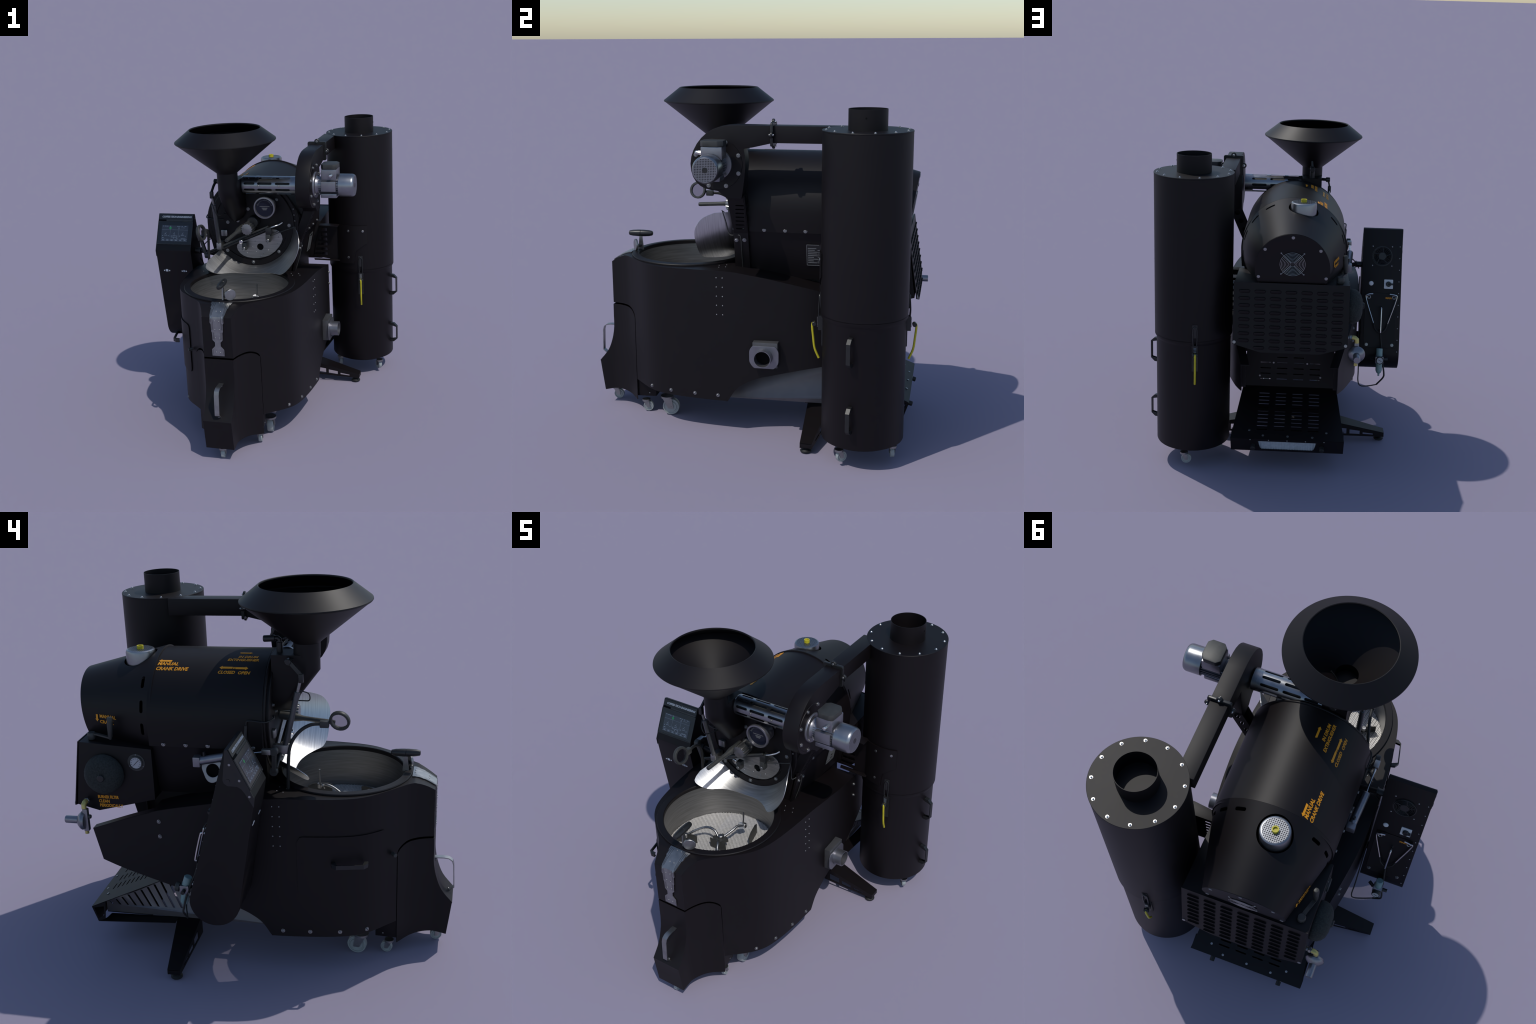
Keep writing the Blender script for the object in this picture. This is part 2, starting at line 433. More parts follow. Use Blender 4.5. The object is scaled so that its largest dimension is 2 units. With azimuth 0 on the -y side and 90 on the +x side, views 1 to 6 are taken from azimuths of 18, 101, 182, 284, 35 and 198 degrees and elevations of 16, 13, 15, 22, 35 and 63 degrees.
caster((.119, -.504, .051), .051, math.radians(8), BASE)
caster((CX*2-.119, -.504, .051), .051, math.radians(-8), BASE)
box('caster_crossbar', (CX-.25, -.57, .165), (CX+.25, -.44, .182), STEELG, BASE, .003)

# skirt hardware
def base_at(y):
    i = min(range(cut_i, NB), key=lambda k: abs(base_pts[k][1]-y)); return base_pts[i], base_nrm[i]
for s in (-1, 1):
    for y, z in ((-.572, .232), (-.436, .232), (-.29, .232), (-.145, .232), (.490, .792), (.494, .708)):
        (dx, yy), (nx, ny) = base_at(y); screw((CX+s*dx, yy, z), (s*nx, ny, 0), .0075, M_CAP, BASE)
    for k in range(5):
        for y in (-.155, -.117):
            (dx, yy), (nx, ny) = base_at(y); screw((CX+s*dx, yy, .930-.0535*k), (s*nx, ny, 0), .0038, M_DOME, BASE)
    for x, y in ((.166, -.17), (.195, -.125), (.215, -.165), (.245, -.12), (.262, -.155)):
        screw((CX+s*(x-CX), y, lerp(ZTOP, y)), (0, 0, 1), .0032, M_DOME, BASE)

# inspection door on the left flank
def side_door():
    ia = min(range(NB), key=lambda k: abs(base_pts[k][1]+.660)); ib = min(range(NB), key=lambda k: abs(base_pts[k][1]+.233))
    idx = list(range(ia, ib+1)); L = [0]
    for a, b in zip(idx, idx[1:]): L.append(L[-1]+math.dist(base_pts[a], base_pts[b]))
    R = .03
    def inset(i):
        d = min(L[idx.index(i)], L[-1]-L[idx.index(i)])
        return R-math.sqrt(max(0, R*R-(R-d)**2)) if d < R else 0
    return wall('inspection_door', idx, lambda i: .445+inset(i), lambda i: .772-inset(i), -1, .0065, .004, BASE)
DOOR = side_door()
pull_handle((-.486, -.405, .628), (-.452, -.580, .628), (-1, -.15, 0), .040, .022, BLACK2, DOOR)
cyl('door_knob', (-.318, -.690, .623), (-.342, -.708, .623), .011, GRAPH, DOOR, 16, .002)
cyl('dark_key_disc', (-.4925, -.252, .628), (-.4985, -.252, .628), .007, DARKIN, DOOR, 12)  # dark disc set on the door in place of a cut key slot

# round outlet on the right flank
OUT = box('air_outlet', (.325, .064, .432), (.392, .208, .578), OUTM, None, .004)
plate('outlet_flange', [[(max(-.083, min(.083, .088*math.cos(a))), max(-.068, min(.060, .088*math.sin(a)))) for a in [2*math.pi*k/48 for k in range(48)]], circle2(0, 0, .050, 32)], .006, ALU, plane_fn((.396, .131, .498), (0, 1, 0), (0, 0, 1)), OUT, .001)
lathe('outlet_spigot', (.392, .131, .500), (1, 0, 0), [(.049, 0), (.049, .060), (.045, .060), (.045, .002)], ALU, OUT, 40, loop=True)
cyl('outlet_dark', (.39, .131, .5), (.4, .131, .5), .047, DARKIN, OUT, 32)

# ------------------------------------------------------------------ cooling tray
TRAY = lathe('cooling_tray', (TC.x, TC.y, .742), (0, 0, 1), [(TR, 0), (TR, .238), (TR+.003, .238), (TR+.003, 0)], STEEL_T, None, 96, loop=True)
lathe('tray_rim', (TC.x, TC.y, 0), (0, 0, 1), [(TR-.002, .960), (TR-.002, .979), (TR+.002, .983), (TR+.036, .981), (TR+.039, .977), (TR+.039, .962)], BLACK, TRAY, 96, loop=True)
def perforated(name, c, R, pitch, z, mat, parent, rr=.355):
    vs = []; fs = []; c = V(c); ny = int(R/(pitch*.866))+2
    for j in range(-ny, ny+1):
        for i in range(-int(R/pitch)-2, int(R/pitch)+3):
            x = (i+.5*(j % 2))*pitch; y = j*pitch*.866
            if math.hypot(x, y) > R: continue
            n = len(vs)
            for k in range(6):
                a = math.radians(60*k+30); vs.append((c.x+x+pitch/1.732*math.cos(a), c.y+y+pitch/1.732*math.sin(a), z))
            for k in range(6):
                a = math.radians(60*k+30); vs.append((c.x+x+pitch*rr*math.cos(a), c.y+y+pitch*rr*math.sin(a), z))
            for k in range(6):
                a = math.radians(60*k+30); vs.append((c.x+x+pitch*rr*math.cos(a), c.y+y+pitch*rr*math.sin(a), z-.002))
            for k in range(6):
                q = (k+1) % 6; fs.append((n+k, n+q, n+6+q, n+6+k)); fs.append((n+6+k, n+6+q, n+12+q, n+12+k))
    o = mesh(name, vs, fs, mat, parent, None); o['kind'] = 'stuff'; return o
perforated('perforated_floor', (TC.x, TC.y, 0), TR-.001, .0095, .752, MESHW, TRAY)

cyl('sun_block_disc', (TC.x, TC.y, .600), (TC.x, TC.y, .606), TR, DARKIN, TRAY, 64)  # opaque dark disc added to stop sunlight falling through the tray holes
# stirrer
H = V((-.066, -.418, .752))
STIR = cyl('stirrer', H, H+V((0, 0, .060)), .022, GRAPH, None, 20, .003)
cyl('stirrer_cap', H+V((0, 0, .060)), H+V((0, 0, .088)), .016, STEELG, STIR, 16, .003)
prism('stirrer_hub_plate', [(H.x-.05, H.y-.012), (H.x+.012, H.y-.045), (H.x+.045, H.y+.012), (H.x-.012, H.y+.04)], 'z', .80, .822, GRAPH, STIR, .003)
def arm(pts, pad_c, pad_ang, pad_l, pad_h):
    tube('stirrer_arm', pts, .0075, STEELG, STIR, 10, 4)
    c = V(pad_c); d = V((math.cos(pad_ang), math.sin(pad_ang), 0)); n = V((-d.y, d.x, 0))
    loft('stirrer_paddle', [[c+d*a*pad_l/2+V((0, 0, b*pad_h/2))+n*e for a, b in ((-1, -1), (1, -1), (1, .7), (.6, 1), (-.6, 1), (-1, .7))] for e in (-.002, .002)], GRAPH, STIR, 30)
    p = pts[-1]; cyl('paddle_hub', V(p)-V((0, 0, .012)), V(p)+V((0, 0, .014)), .013, STEELG, STIR, 14, .002)
arm([H+V((-.02, 0, .07)), (-.12, -.408, .85), (-.174, -.413, .85), (-.225, -.45, .83), (-.27, -.49, .80)], (-.27, -.495, .785), math.radians(25), .14, .06)
arm([H+V((.01, .02, .07)), (-.03, -.35, .845), (-.02, -.31, .855), (.0, -.27, .84)], (.055, -.265, .795), math.radians(-75), .13, .075)
arm([H+V((0, -.02, .06)), (-.045, -.475, .825), (-.02, -.51, .80), (.06, -.53, .79)], (.09, -.53, .78), math.radians(60), .11, .05)
loft('stirrer_paddle', [[H+V((a*.055, -.03+e, .005+b*.07)) for a, b in ((-1, 0), (1, 0), (1, .9), (-1, .9))] for e in (-.002, .002)], GRAPH, STIR, 30)
cyl('stirrer_post', (-.005, -.275, .84), (-.002, -.272, .935), .005, STEELG, STIR, 10)
lathe('post_disc', (-.012, -.285, .845), (.5, -.7, .5), [(.021, 0), (.021, .004)], STEELG, STIR, 20)

# tee handle of the discharge gate on the front of the rim
TEE = lathe('gate_handle', (-.078, -.806, 1.080), (-.006/.15, 1, 0), [(.008, 0), (.014, .004), (.0185, .025), (.0205, .06), (.0205, .073), (.019, .0745), (.0205, .076), (.0205, .09), (.0185, .125), (.014, .146), (.008, .15)], BLACK2, None, 28)
loft('handle_stem', [[V((-.077+e, -.731+a*h, z)) for a, h, z in ((-1, .008, 1.07), (1, .008, 1.07), (1, .016, .978), (-1, .016, .978))] for e in (-.004, .005)], STEELG, TEE, 30)
lathe('gate_disc', (-.022, -.752, 1.018), (-.55, .83, 0), [(.033, 0), (.035, .002), (.035, .012), (.033, .014)], STEELG, TEE, 32)
cyl('gate_pivot', (-.07, -.733, 1.005), (-.025, -.745, 1.012), .010, BLACK2, TEE, 14)

# ------------------------------------------------------------------ metal emblem on the nose
def path_map(path):
    P = [V((0, y, z)) for y, z in path]; D = [0]
    for a, b in zip(P, P[1:]): D.append(D[-1]+(b-a).length)
    def fn(c):
        v = -c.y
        k = 0
        while k < len(P)-2 and v > D[k+1]: k += 1
        t = (P[k+1]-P[k]).normalized(); n = V((0, t.z, -t.y)); n = n if n.y < 0 or n.z > 0 else -n
        p = P[k]+t*(v-D[k])
        return V((CX+.003+c.x, p.y, p.z))+n*(c.z+.004)
    return fn, D
em_path = [(y, lerp(ZTOP, y)) for y in (-.770, -.785, -.80, -.815, -.83, -.845, -.86, -.875, -.888)]+[(-.8885, .655)]
em_fn, emD = path_map(em_path); K = emD[-2]
def emblem():
    W = [(0, .067), (.028, .062), (.03, .058), (.06, .056), (.062, .051), (K-.02, .048), (K, .044), (K+.034, .0435), (K+.040, .038), (K+.088, .037), (K+.095, .0335), (K+.143, .032), (K+.158, .018), (K+.182, .018), (K+.203, .0385), (K+.245, .0385)]
    outl = [(w, -v) for v, w in W]+[(-w, -v) for v, w in reversed(W)]
    holes = []
    for s in (-1, 1):
        for v0, v1, w in ((.004, .05, .056), (.012, K-.02, .046), (.012, K-.012, .036), (.07, K+.02, .0415), (K+.002, K+.030, .0375), (K+.036, K+.080, .0325), (K+.0, K+.078, .0275), (K+.092, K+.138, .0265), (K+.095, K+.14, .021), (K+.205, K+.235, .031)):
            holes.append([(s*w-.0009, -v0), (s*w+.0009, -v0), (s*w+.0009, -v1), (s*w-.0009, -v1)])
    o = plate('front_emblem', [outl]+holes, .004, STEELG, em_fn, None, 0, 30, 30)
    for v in (.012, K-.045, K+.022, K+.075, K+.13, K+.212+.01):
        for s in (-1, 1):
            p = em_fn(V((s*.014, -v, .002))); q = em_fn(V((s*.014, -v, .012))); screw(p, q-p, .0042, M_DOME, o)
    return o
emblem()

# ------------------------------------------------------------------ chassis, rear wedge, legs
slots = []
for k in range(10):
    t = k/9; ya = .866-.332*t; zt = .224+(.362-.224)*t; zb = .205
    y2 = ya-.0700*(zt-zb)/.157-.010; w = .0062
    slots.append([(ya+w, zt), (ya-w, zt-.0005), (y2-w, zb), (y2+w, zb+.0005)])
side_poly = [(.885, .160), (.885, .236), (.545, .380), (.50, .43), (.30, .43), (-.13, .43), (-.13, .155)]
LEAN = [(-.13, -.36), (.4, -.36), (.545, -.23), (.7, -.09), (.8, 0), (.885, 0)]
def hull_fn(s): return lambda c: V((CX+s*(.250+(c.y-.155)*lerp(LEAN, c.x)+c.z), c.x, c.y))      
CH = plate('chassis', [side_poly]+slots, .004, CHS, hull_fn(-1), None)
plate('chassis_side', [side_poly]+slots, .004, CHS, hull_fn(1), CH)
box('chassis_floor', (CX-.250, .62, .153), (CX+.250, .885, .159), BLACK, CH, .001)
box('chassis_tie', (CX-.250, .33, .153), (CX+.250, .37, .168), BLACK, CH, .001)
for s in (-1, 1):
    prism('rear_closure', [(CX+s*.262, .50), (CX+s*.305, .50), (CX+s*.300, .66), (CX+s*.262, .66)], 'y', .790, .794, BLACK, CH)
# sloped rear cover, louvred, with the upright panel above it
def slope_fn(y0, z0, y1, z1):
    a = V((CX, y0, z0)); v = (V((CX, y1, z1))-a).normalized(); n = V((-1, 0, 0)).cross(v)
    return (lambda c: a+V((-c.x, 0, 0))+v*c.y+n*c.z), (V((CX, y1, z1))-a).length
fn, L = slope_fn(.936, .231, .533, .400)
rows = []
for r in range(11):
    for c in range(4): rows.append(stadium(-.1545+.103*c, .075+.030*r, .066, .0085, 4))
plate('rear_slope', [[(-.338, 0), (.338, 0), (.292, L), (-.292, L)]]+rows, .004, BLACK, fn, CH)
for x, y, z in ((.154, .878, .259), (-.308, .879, .259), (.07, .914, .245), (-.077, .914, .244), (-.224, .913, .243)): screw((x, y, z-.001), (0, .39, .92), .007, M_FLAT, CH)
fn2, L2 = slope_fn(.533, .400, .515, .83)
up = []
for r in range(6):
    for c in range(4):
        if r == 4 and c in (0, 3): continue
        up.append(stadium(-.1545+.103*c, .04+.036*r+.01, .066, .0065, 4))
plate('rear_panel', [[(-.288, 0), (.288, 0), (.262, L2), (-.262, L2)]]+up, .004, BLACK, fn2, CH)
for x, z in ((CX+.19, .47), (CX-.19, .47), (CX+.105, .56), (CX-.105, .56)): screw((x, .532, z), (0, 1, 0), .006, M_FLAT, CH)
# rear lip with the intake mesh
fn3, L3 = slope_fn(.906, .142, .936, .231)
tr = [(-.175, .078), (.175, .078), (.160, .02), (.150, .012), (-.150, .012), (-.160, .02)]
LIP = plate('rear_lip', [[(-.336, 0), (.336, 0), (.338, L3), (-.338, L3)], tr], .004, BLACK, fn3, CH)
vs = []; n = 44
rings = []
for k in range(n+1):
    x = -.176+.352*k/n; d = -.006+.0035*math.sin(k*2*math.pi/2)*(1 if k % 2 else 0)+(.002 if k % 2 else -.002)
    rings.append([fn3(V((x, .008, d))), fn3(V((x, .082, d)))])
vs, fs = loft_data(rings, False, False, False); mesh('intake_mesh', vs, fs, PALEF, LIP, None)
for k in range(5): screw(fn3(V((-.22+.11*k, .088, .002))), (0, .95, -.3), .004, M_DOME, LIP)
for x in (.128, -.282): cyl('bump_stop', (x, .918, .184), (x, .952, .174), .014, RUBBER, LIP, 16, .003)
pl = [(.936, .231), (.906, .142), (.866, .158), (.855, .262)]
pin = [(.926, .224), (.906, .160), (.872, .180), (.868, .236)]
for x in (CX-.334, CX+.334): plate('lip_cheek', [pl, pin], .004, BLACK, plane_fn((x, 0, 0), (0, 1, 0), (0, 0, 1)), LIP)
for s in (-1, 1):
    q = [(CX+s*.336, .906), (CX+s*.312, .472), (CX+s*.248, .472), (CX+s*.248, .862), (CX+s*.30, .872)]
    loft('lip_floor', [[V((x, y, .142+(.906-y)/.434*.012+e)) for x, y in q] for e in (-.002, .002)], BLACK, LIP, 30)
# bracket plates between the chassis and the flank panels
box('cross_beam', (CX-.37, .44, .45), (CX+.37, .49, .50), BLACK, CH)
prism('burner_pedestal', [(.56, .95), (.20, .95), (.25, .80), (.56, .80)], 'x', CX-.22, CX+.22, BLACK, CH)

def leg(s):
    x0, x1 = CX+s*.225, CX+s*.617
    t0, t1 = (.348, .478), (.362, .426)
    top = [(x0, t0[0], .162), (x0, t0[1], .162), (x1, t1[1], .062), (x1, t1[0], .062)]
    o = loft('leg', [[V(p) for p in top], [V(p)-V((0, 0, .005)) for p in top]], BLACK, None, 30)
    for (ya, yb) in ((t0[0], t1[0]), (t0[1], t1[1])):
        u = V((x1-x0, yb-ya, 0)); Lg = u.length; u.normalize()
        g = lambda c, ya=ya, u=u: V((x0, ya, 0))+u*c.x+V((0, 0, c.y))+u.cross(V((0, 0, 1)))*c.z
        zt = lambda t: .162-.100*t; zl = lambda t: .056-.024*t
        holes = []
        for a, b in ((.20, .38), (.43, .60), (.65, .82)):
            holes.append([(a*Lg, zl(a)+.014), (b*Lg, zl(b)+.012), (b*Lg, zt(b)-.024), (a*Lg, zt(a)-.030)])
        plate('leg_web', [[(0, zl(0)), (Lg, zl(1)), (Lg, zt(1)), (0, zt(0))]]+holes, .004, BLACK, g, o)
    box('leg_end', (min(x1-s*.05, x1), .364, .032), (max(x1-s*.05, x1), .426, .063), BLACK, o, .003)
    fx = CX+s*.5865
    lathe('levelling_foot', (fx, .389, 0), (0, 0, 1), [(.026, 0), (.031, .005), (.031, .012), (.016, .024), (.010, .028), (.010, .05)], RUBBER, o, 28)
leg(1); leg(-1)

# ------------------------------------------------------------------ roasting drum
DZ, DR = 1.294, .3125
def arch(y, r):
    p = []
    for k in range(73):
        a = math.pi*k/72; q = r+.009*abs(math.cos(a))**5; p.append(V((CX+q*math.cos(a), y, DZ+q*math.sin(a))))
    return p+[V((CX-r-.008, y, 1.24)), V((CX-r-.003, y, 1.18)), V((CX+r+.003, y, 1.18)), V((CX+r+.008, y, 1.24))]
DRUM = loft('drum_shell', [arch(-.062, DR-.005), arch(-.058, DR), arch(.53, DR)], BLACK, None, 35)
low = []
for y in (-.066, .53):
    r = [V((CX-.302, y, 1.186)), V((CX+.302, y, 1.186)), V((CX+.300, y, 1.176)), V((CX+.252, y, .955)), V((CX+.24, y, .90)), V((CX-.24, y, .90)), V((CX-.252, y, .955)), V((CX-.300, y, 1.176))]
    low.append(r)
LOWER = loft('lower_casing', low, BLACK, None, 30)
for s in (-1, 1):
    for y in (-.010, .104, .223, .338, .455):
        screw((CX+s*(DR+.003), y, 1.192), (s, 0, 0), .0075, M_CAP, DRUM)
def drum_fn(y0, z_or_ang, flip=1):
    """text on the drum's left flank: u runs towards -y, v runs up around the shell"""
    def fn(c):
        a = z_or_ang-c.y/DR; r = DR+.0012+c.z
        return V((CX+r*math.cos(a), y0-c.x, DZ+r*math.sin(a)))
    return fn
def ang(x, z): return math.atan2(z-DZ, x-CX)
def arrow(L, h, left=True, sh=.25):
    p = [(0, 0), (.30*L*.7, h/2), (.30*L*.7, h*.26), (L+h*.08, h*.26), (L-h*.08, -h*.26), (.30*L*.7, -h*.26), (.30*L*.7, -h/2)]
    return p if left else [(-x, y) for x, y in p]
def sign(word, y0, x, z, size, **k): return text('marking_text', word, size, drum_fn(y0, ang(x, z)), ORANGE, DRUM, **k)
sign('MANUAL', .505, -.236, 1.553, .029, sx=.92); sign('CRANK DRIVE', .508, -.262, 1.535, .029, sx=.90)
plate('marking_arrow', [arrow(.068, .022)], .0012, ORANGE, drum_fn(.502, ang(-.214, 1.574)), DRUM)
sign('IN DRUM', .098, -.180, 1.584, .024, sx=1.0); sign('EXTINGUISHER', .148, -.203, 1.574, .024, sx=.97)
plate('marking_arrow', [arrow(.064, .020, False)], .0012, ORANGE, drum_fn(.032, ang(-.136, 1.598)), DRUM)
sign('CLOSED', .184, -.274, 1.530, .024, sx=.98); sign('OPEN', .082, -.275, 1.529, .024, sx=.98)
plate('marking_arrow', [arrow(.066, .022)], .0012, ORANGE, drum_fn(.178, ang(-.248, 1.556)), DRUM)
plate('marking_arrow', [arrow(.066, .022, False)], .0012, ORANGE, drum_fn(.032, ang(-.250, 1.556)), DRUM)
plate('marking_dot', [circle2(0, 0, .0055, 12)], .0012, ORANGE, drum_fn(.105, ang(-.249, 1.556)), DRUM)
# data plate on the right lower casing
npn = V((1, 0, -.22)).normalized(); npu = V((0, 1, 0)); npv = npu.cross(npn)*-1
nb = V((.1855, .338, .985))
npv = V((.22, 0, 1)).normalized(); npf = lambda c: nb+npu*c.x+npv*c.y+npv.cross(npu)*-1*0+V((1, 0, -.22)).normalized()*(c.z+.002)
NP = plate('data_plate', [rrect(0, 0, .095, .132, .006)], .002, BLACK2, npf, LOWER)
plate('plate_border', [rrect(.002, .002, .093, .130, .005), rrect(.0045, .0045, .0905, .1275, .004)], .0012, PRINTG, lambda c: npf(c+V((0, 0, .0014))), NP)
for k in range(9):
    random.seed(50+k)
    w = .030+.035*random.random()
    plate('plate_line', [[(.010, .110-.011*k), (.010+w, .110-.011*k), (.010+w, .1055-.011*k), (.010, .1055-.011*k)]], .001, PRINTG, lambda c: npf(c+V((0, 0, .0014))), NP)
    if k: plate('plate_line', [[(.060+.01*random.random(), .110-.011*k), (.086, .110-.011*k), (.086, .1065-.011*k), (.064, .1065-.011*k)]], .001, PRINTG, lambda c: npf(c+V((0, 0, .0014))), NP)
# stiffening bead of the guard plate in front of the plate
# ------------------------------------------------------------------ rear cover with fan plate
def end_y(z): return .903+.163*(z-1.231)
def cover():
    def sec(t, inset=0):
        n = 96; out = []
        cz = DZ+(1.282-DZ)*t; r = (.3195+(.2145-.3195)*t)-inset
        for k in range(n):
            a = 2*math.pi*k/n; x = CX+r*math.cos(a); z = cz+r*math.sin(a)
            y = .512+(end_y(z)-.512)*t
            out.append(V((x, max(y, .512), z)))
        return out
    T = [0, .06, .12, .2, .3, .4, .5, .6, .7, .8, .9, 1.0]
    rings = [sec(t) for t in T]+[sec(t, .005) for t in reversed(T)]
    o = loft('rear_cover', rings+[rings[0]], BLACK, None, 35, True, False, False)
    cut = []
    for a in (100-66, 100-30, 125+20, 160, 173+15, 60-2, 12, -10):
        pass
    def slot(x, z, L=.064, w=.0185):
        d = V((x-CX, 0, z-DZ)).normalized(); t = V((-d.z, 0, d.x)); c = V((CX, .564, DZ))
        pts = stadium(0, 0, L, w, 6)
        return loft('cut', [[c+d*h+t*u+V((0, 1, 0))*v for u, v in pts] for h in (.24, .36)], BLACK, None, None)
    for x, z in ((.073, 1.560), (.162, 1.484), (.219, 1.384), (.235, 1.259), (-.306, 1.486), (-.369, 1.379), (-.387, 1.262)): cut.append(slot(x, z))
    cut.append(lathe('cut', (-.125, .630, 1.40), (0, 0, 1), [(.088, 0), (.088, .4)], BLACK, None, 40))
    boolean(o, cut)
    return o
COVER = cover()
end_n = V((0, 1, -.163)).normalized(); end_v = V((0, .163, 1)).normalized()
efn = lambda c: V((CX, end_y(1.282), 1.282))+V((-1, 0, 0))*c.x+end_v*c.y+end_n*c.z
R0 = .214; a0 = math.asin(-.085/R0)
arc = [(R0*math.cos(a), R0*math.sin(a)) for a in [a0+(math.pi-2*a0)*k/60 for k in range(61)]]
END = plate('end_plate', [arc, circle2(0, .033, .070, 48)], .005, BLACK, efn, COVER, .001)
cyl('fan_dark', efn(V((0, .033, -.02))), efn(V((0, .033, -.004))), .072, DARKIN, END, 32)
for x, y in ((0, .195), (-.157, .119), (.157, .119), (-.193, -.052), (.193, -.052)): screw(efn(V((x, y, .0025))), end_n, .0095, M_FLAT, END)
def ring_wire(name, c, nrm, R, r, mat, parent, seg=40):
    u, v, d = frame(nrm); P = [V(c)+u*R*math.cos(2*math.pi*k/seg)+v*R*math.sin(2*math.pi*k/seg) for k in range(seg+1)]
    return tube(name, P, r, mat, parent, 6)
GU = ring_wire('fan_guard', efn(V((0, .033, .008))), end_n, .0715, .0016, STEELG, END)
for R in (.0635, .0555, .0475, .0395, .0315, .0235, .0155): ring_wire('guard_ring', efn(V((0, .033, .008))), end_n, R, .0014, STEELG, GU)
for a in (45, 135, 225, 315):
    c, s = math.cos(math.radians(a)), math.sin(math.radians(a))
    tube('guard_spoke', [efn(V((c*.012, s*.012+.033, .009))), efn(V((c*.090, s*.090+.033, .006)))], .0015, STEELG, GU, 6)
    screw(efn(V((c*.092, s*.092+.033, .003))), end_n, .005, M_DOME, GU)
lathe('fan_hub', efn(V((0, .033, -.003))), end_n, [(.018, 0), (.018, .006)], BLACK2, GU, 20)
lathe('shell_seam', (CX, .508, DZ), (0, 1, 0), [(.3135, 0), (.3195, .002), (.3195, .006), (.3135, .006)], BLACK, COVER, 96, loop=True)

# gearmotor standing up through the cover
MV = V((-.126, .630, 0))
RM = lathe('cover_motor', MV+V((0, 0, 1.471)), (0, 0, 1), [(.074, 0), (.0765, .02), (.0765, .128), (.073, .139), (.065, .143), (.063, .143), (.063, .138), (.0, .138)], ALUB, None, 56)
def grille(name, c, u, v, n, R, pitch, bar, mat, parent, hub=0.):
    """square grid of bars filling a disc"""
    o = None; k = int(R/pitch)+1; vs = []; fs = []
    for i in range(-k, k+1):
        x = i*pitch
        if abs(x) >= R*.99: continue
        h = math.sqrt(R*R-x*x)
        for (a, b) in ((u, v), (v, u)):
            q = V(c)+a*x; m = len(vs)
            for e in (-1, 1):
                for s in (-1, 1):
                    for d in (0, 1): vs.append(q+a*(s*bar/2)+b*(e*h)+n*(d*.002+(.0003 if a is v else 0)))
            fs += [(m+0, m+2, m+6, m+4), (m+1, m+5, m+7, m+3), (m, m+4, m+5, m+1), (m+2, m+3, m+7, m+6)]
    o = mesh(name, vs, fs, mat, parent, None); o['kind'] = 'stuff'; return o
grille('motor_grille', MV+V((0, 0, 1.611)), V((1, 0, 0)), V((0, 1, 0)), V((0, 0, 1)), .064, .0095, .0042, ALUB, RM)
cyl('grille_dark', MV+V((0, 0, 1.608)), MV+V((0, 0, 1.6095)), .063, DARKIN, RM, 32)
lathe('crank_socket', MV+V((0, 0, 1.609)), (0, 0, 1), [(.0175, 0), (.0175, .021), (.011, .021), (.010, .012), (0, .012)], YEL, RM, 24)
# marking on the cone of the cover
def cone_fn(y0, z0):
    def fn(c):
        y = y0-c.x; t = (y-.512)/(.92-.512); r = .3195+(.2145-.3195)*t+.0022+c.z
        a = math.atan2(z0-1.286, -math.sqrt(max(1e-4, r*r-(z0-1.286)**2)))-c.y/r
        return V((CX+r*math.cos(a), y, 1.286+r*math.sin(a)))
    return fn
text('marking_text', 'MANUAL', .024, cone_fn(.812, 1.298), ORANGE, COVER, shear=0, sx=1.0, depth=.001)
text('marking_text', 'CRANK', .024, cone_fn(.812, 1.268), ORANGE, COVER, shear=0, sx=1.0, depth=.001)
plate('marking_arrow', [[(0, 0), (.011, .014), (.0055, .014), (.0055, .038), (-.0055, .038), (-.0055, .014), (-.011, .014)]], .001, ORANGE, cone_fn(.828, 1.275), COVER)

# ------------------------------------------------------------------ louvred burner box
BX0, BX1 = CX-.330, CX+.330
bp = [(.906, 1.192), (.518, 1.166), (.518, .890), (.831, .812), (.950, .842)]
BOX = prism('burner_box', bp, 'x', BX0, BX1, BLACK, None, .003)
fy = lambda z: .906+(1.192-z)*.150
fn_n = V((0, 1, .150)).normalized(); fn_v = V((0, -.150, 1)).normalized()
ffn = lambda c: V((CX, fy(1.192), 1.192))+V((-1, 0, 0))*c.x+fn_v*c.y+fn_n*c.z
zl = lambda z: -(1.192-z)/fn_v.z
FACE = plate('louvre_panel', [[(-.331, .001), (-.331, zl(.838)), (-.172, zl(.793)), (.172, zl(.793)), (.331, zl(.838)), (.331, .001)]], .006, BLACK, lambda c: ffn(c+V((0, 0, .003))), BOX, .001)
def louvre_mesh(L=.066, h=.015, p=.0085):
    vs = []; fs = []; nu, nv = 14, 5
    for i in range(nu+1):
        u = -L/2+L*i/nu; e = .012; d = max(0, abs(u)-(L/2-e))/e; f = math.sqrt(max(0, 1-d*d))
        for j in range(nv+1):
            t = j/nv; vs.append((u, -h*.75*f+t*h*1.25*f, p*f*math.sin(t*math.pi/2)))
    for i in range(nu):
        for j in range(nv):
            a = i*(nv+1)+j; fs.append((a, a+1, a+nv+2, a+nv+1))
    n = len(vs)
    for i in range(nu+1):
        v = vs[i*(nv+1)+nv]; vs.append((v[0], v[1]-.0015, max(0., v[2]-.0018))); vs.append((v[0], v[1]+.0022, .0006))
    m2 = len(fs)
    for i in range(nu): fs.append((n+2*i, n+2*i+1, n+2*i+3, n+2*i+2))
    me = bpy.data.meshes.new('louvre'); me.from_pydata(vs, [], fs); me.materials.append(BLACK); me.materials.append(DARKIN)
    for k, f in enumerate(me.polygons): f.material_index = 1 if k >= m2 else 0  # near-black faces paint the shade inside the louvre mouth
    me.shade_smooth(); me.set_sharp_from_angle(angle=math.radians(40)); return me
M_LOUV = louvre_mesh()
fm = Matrix((V((-1, 0, 0)), fn_v, fn_n)).transposed().to_4x4()
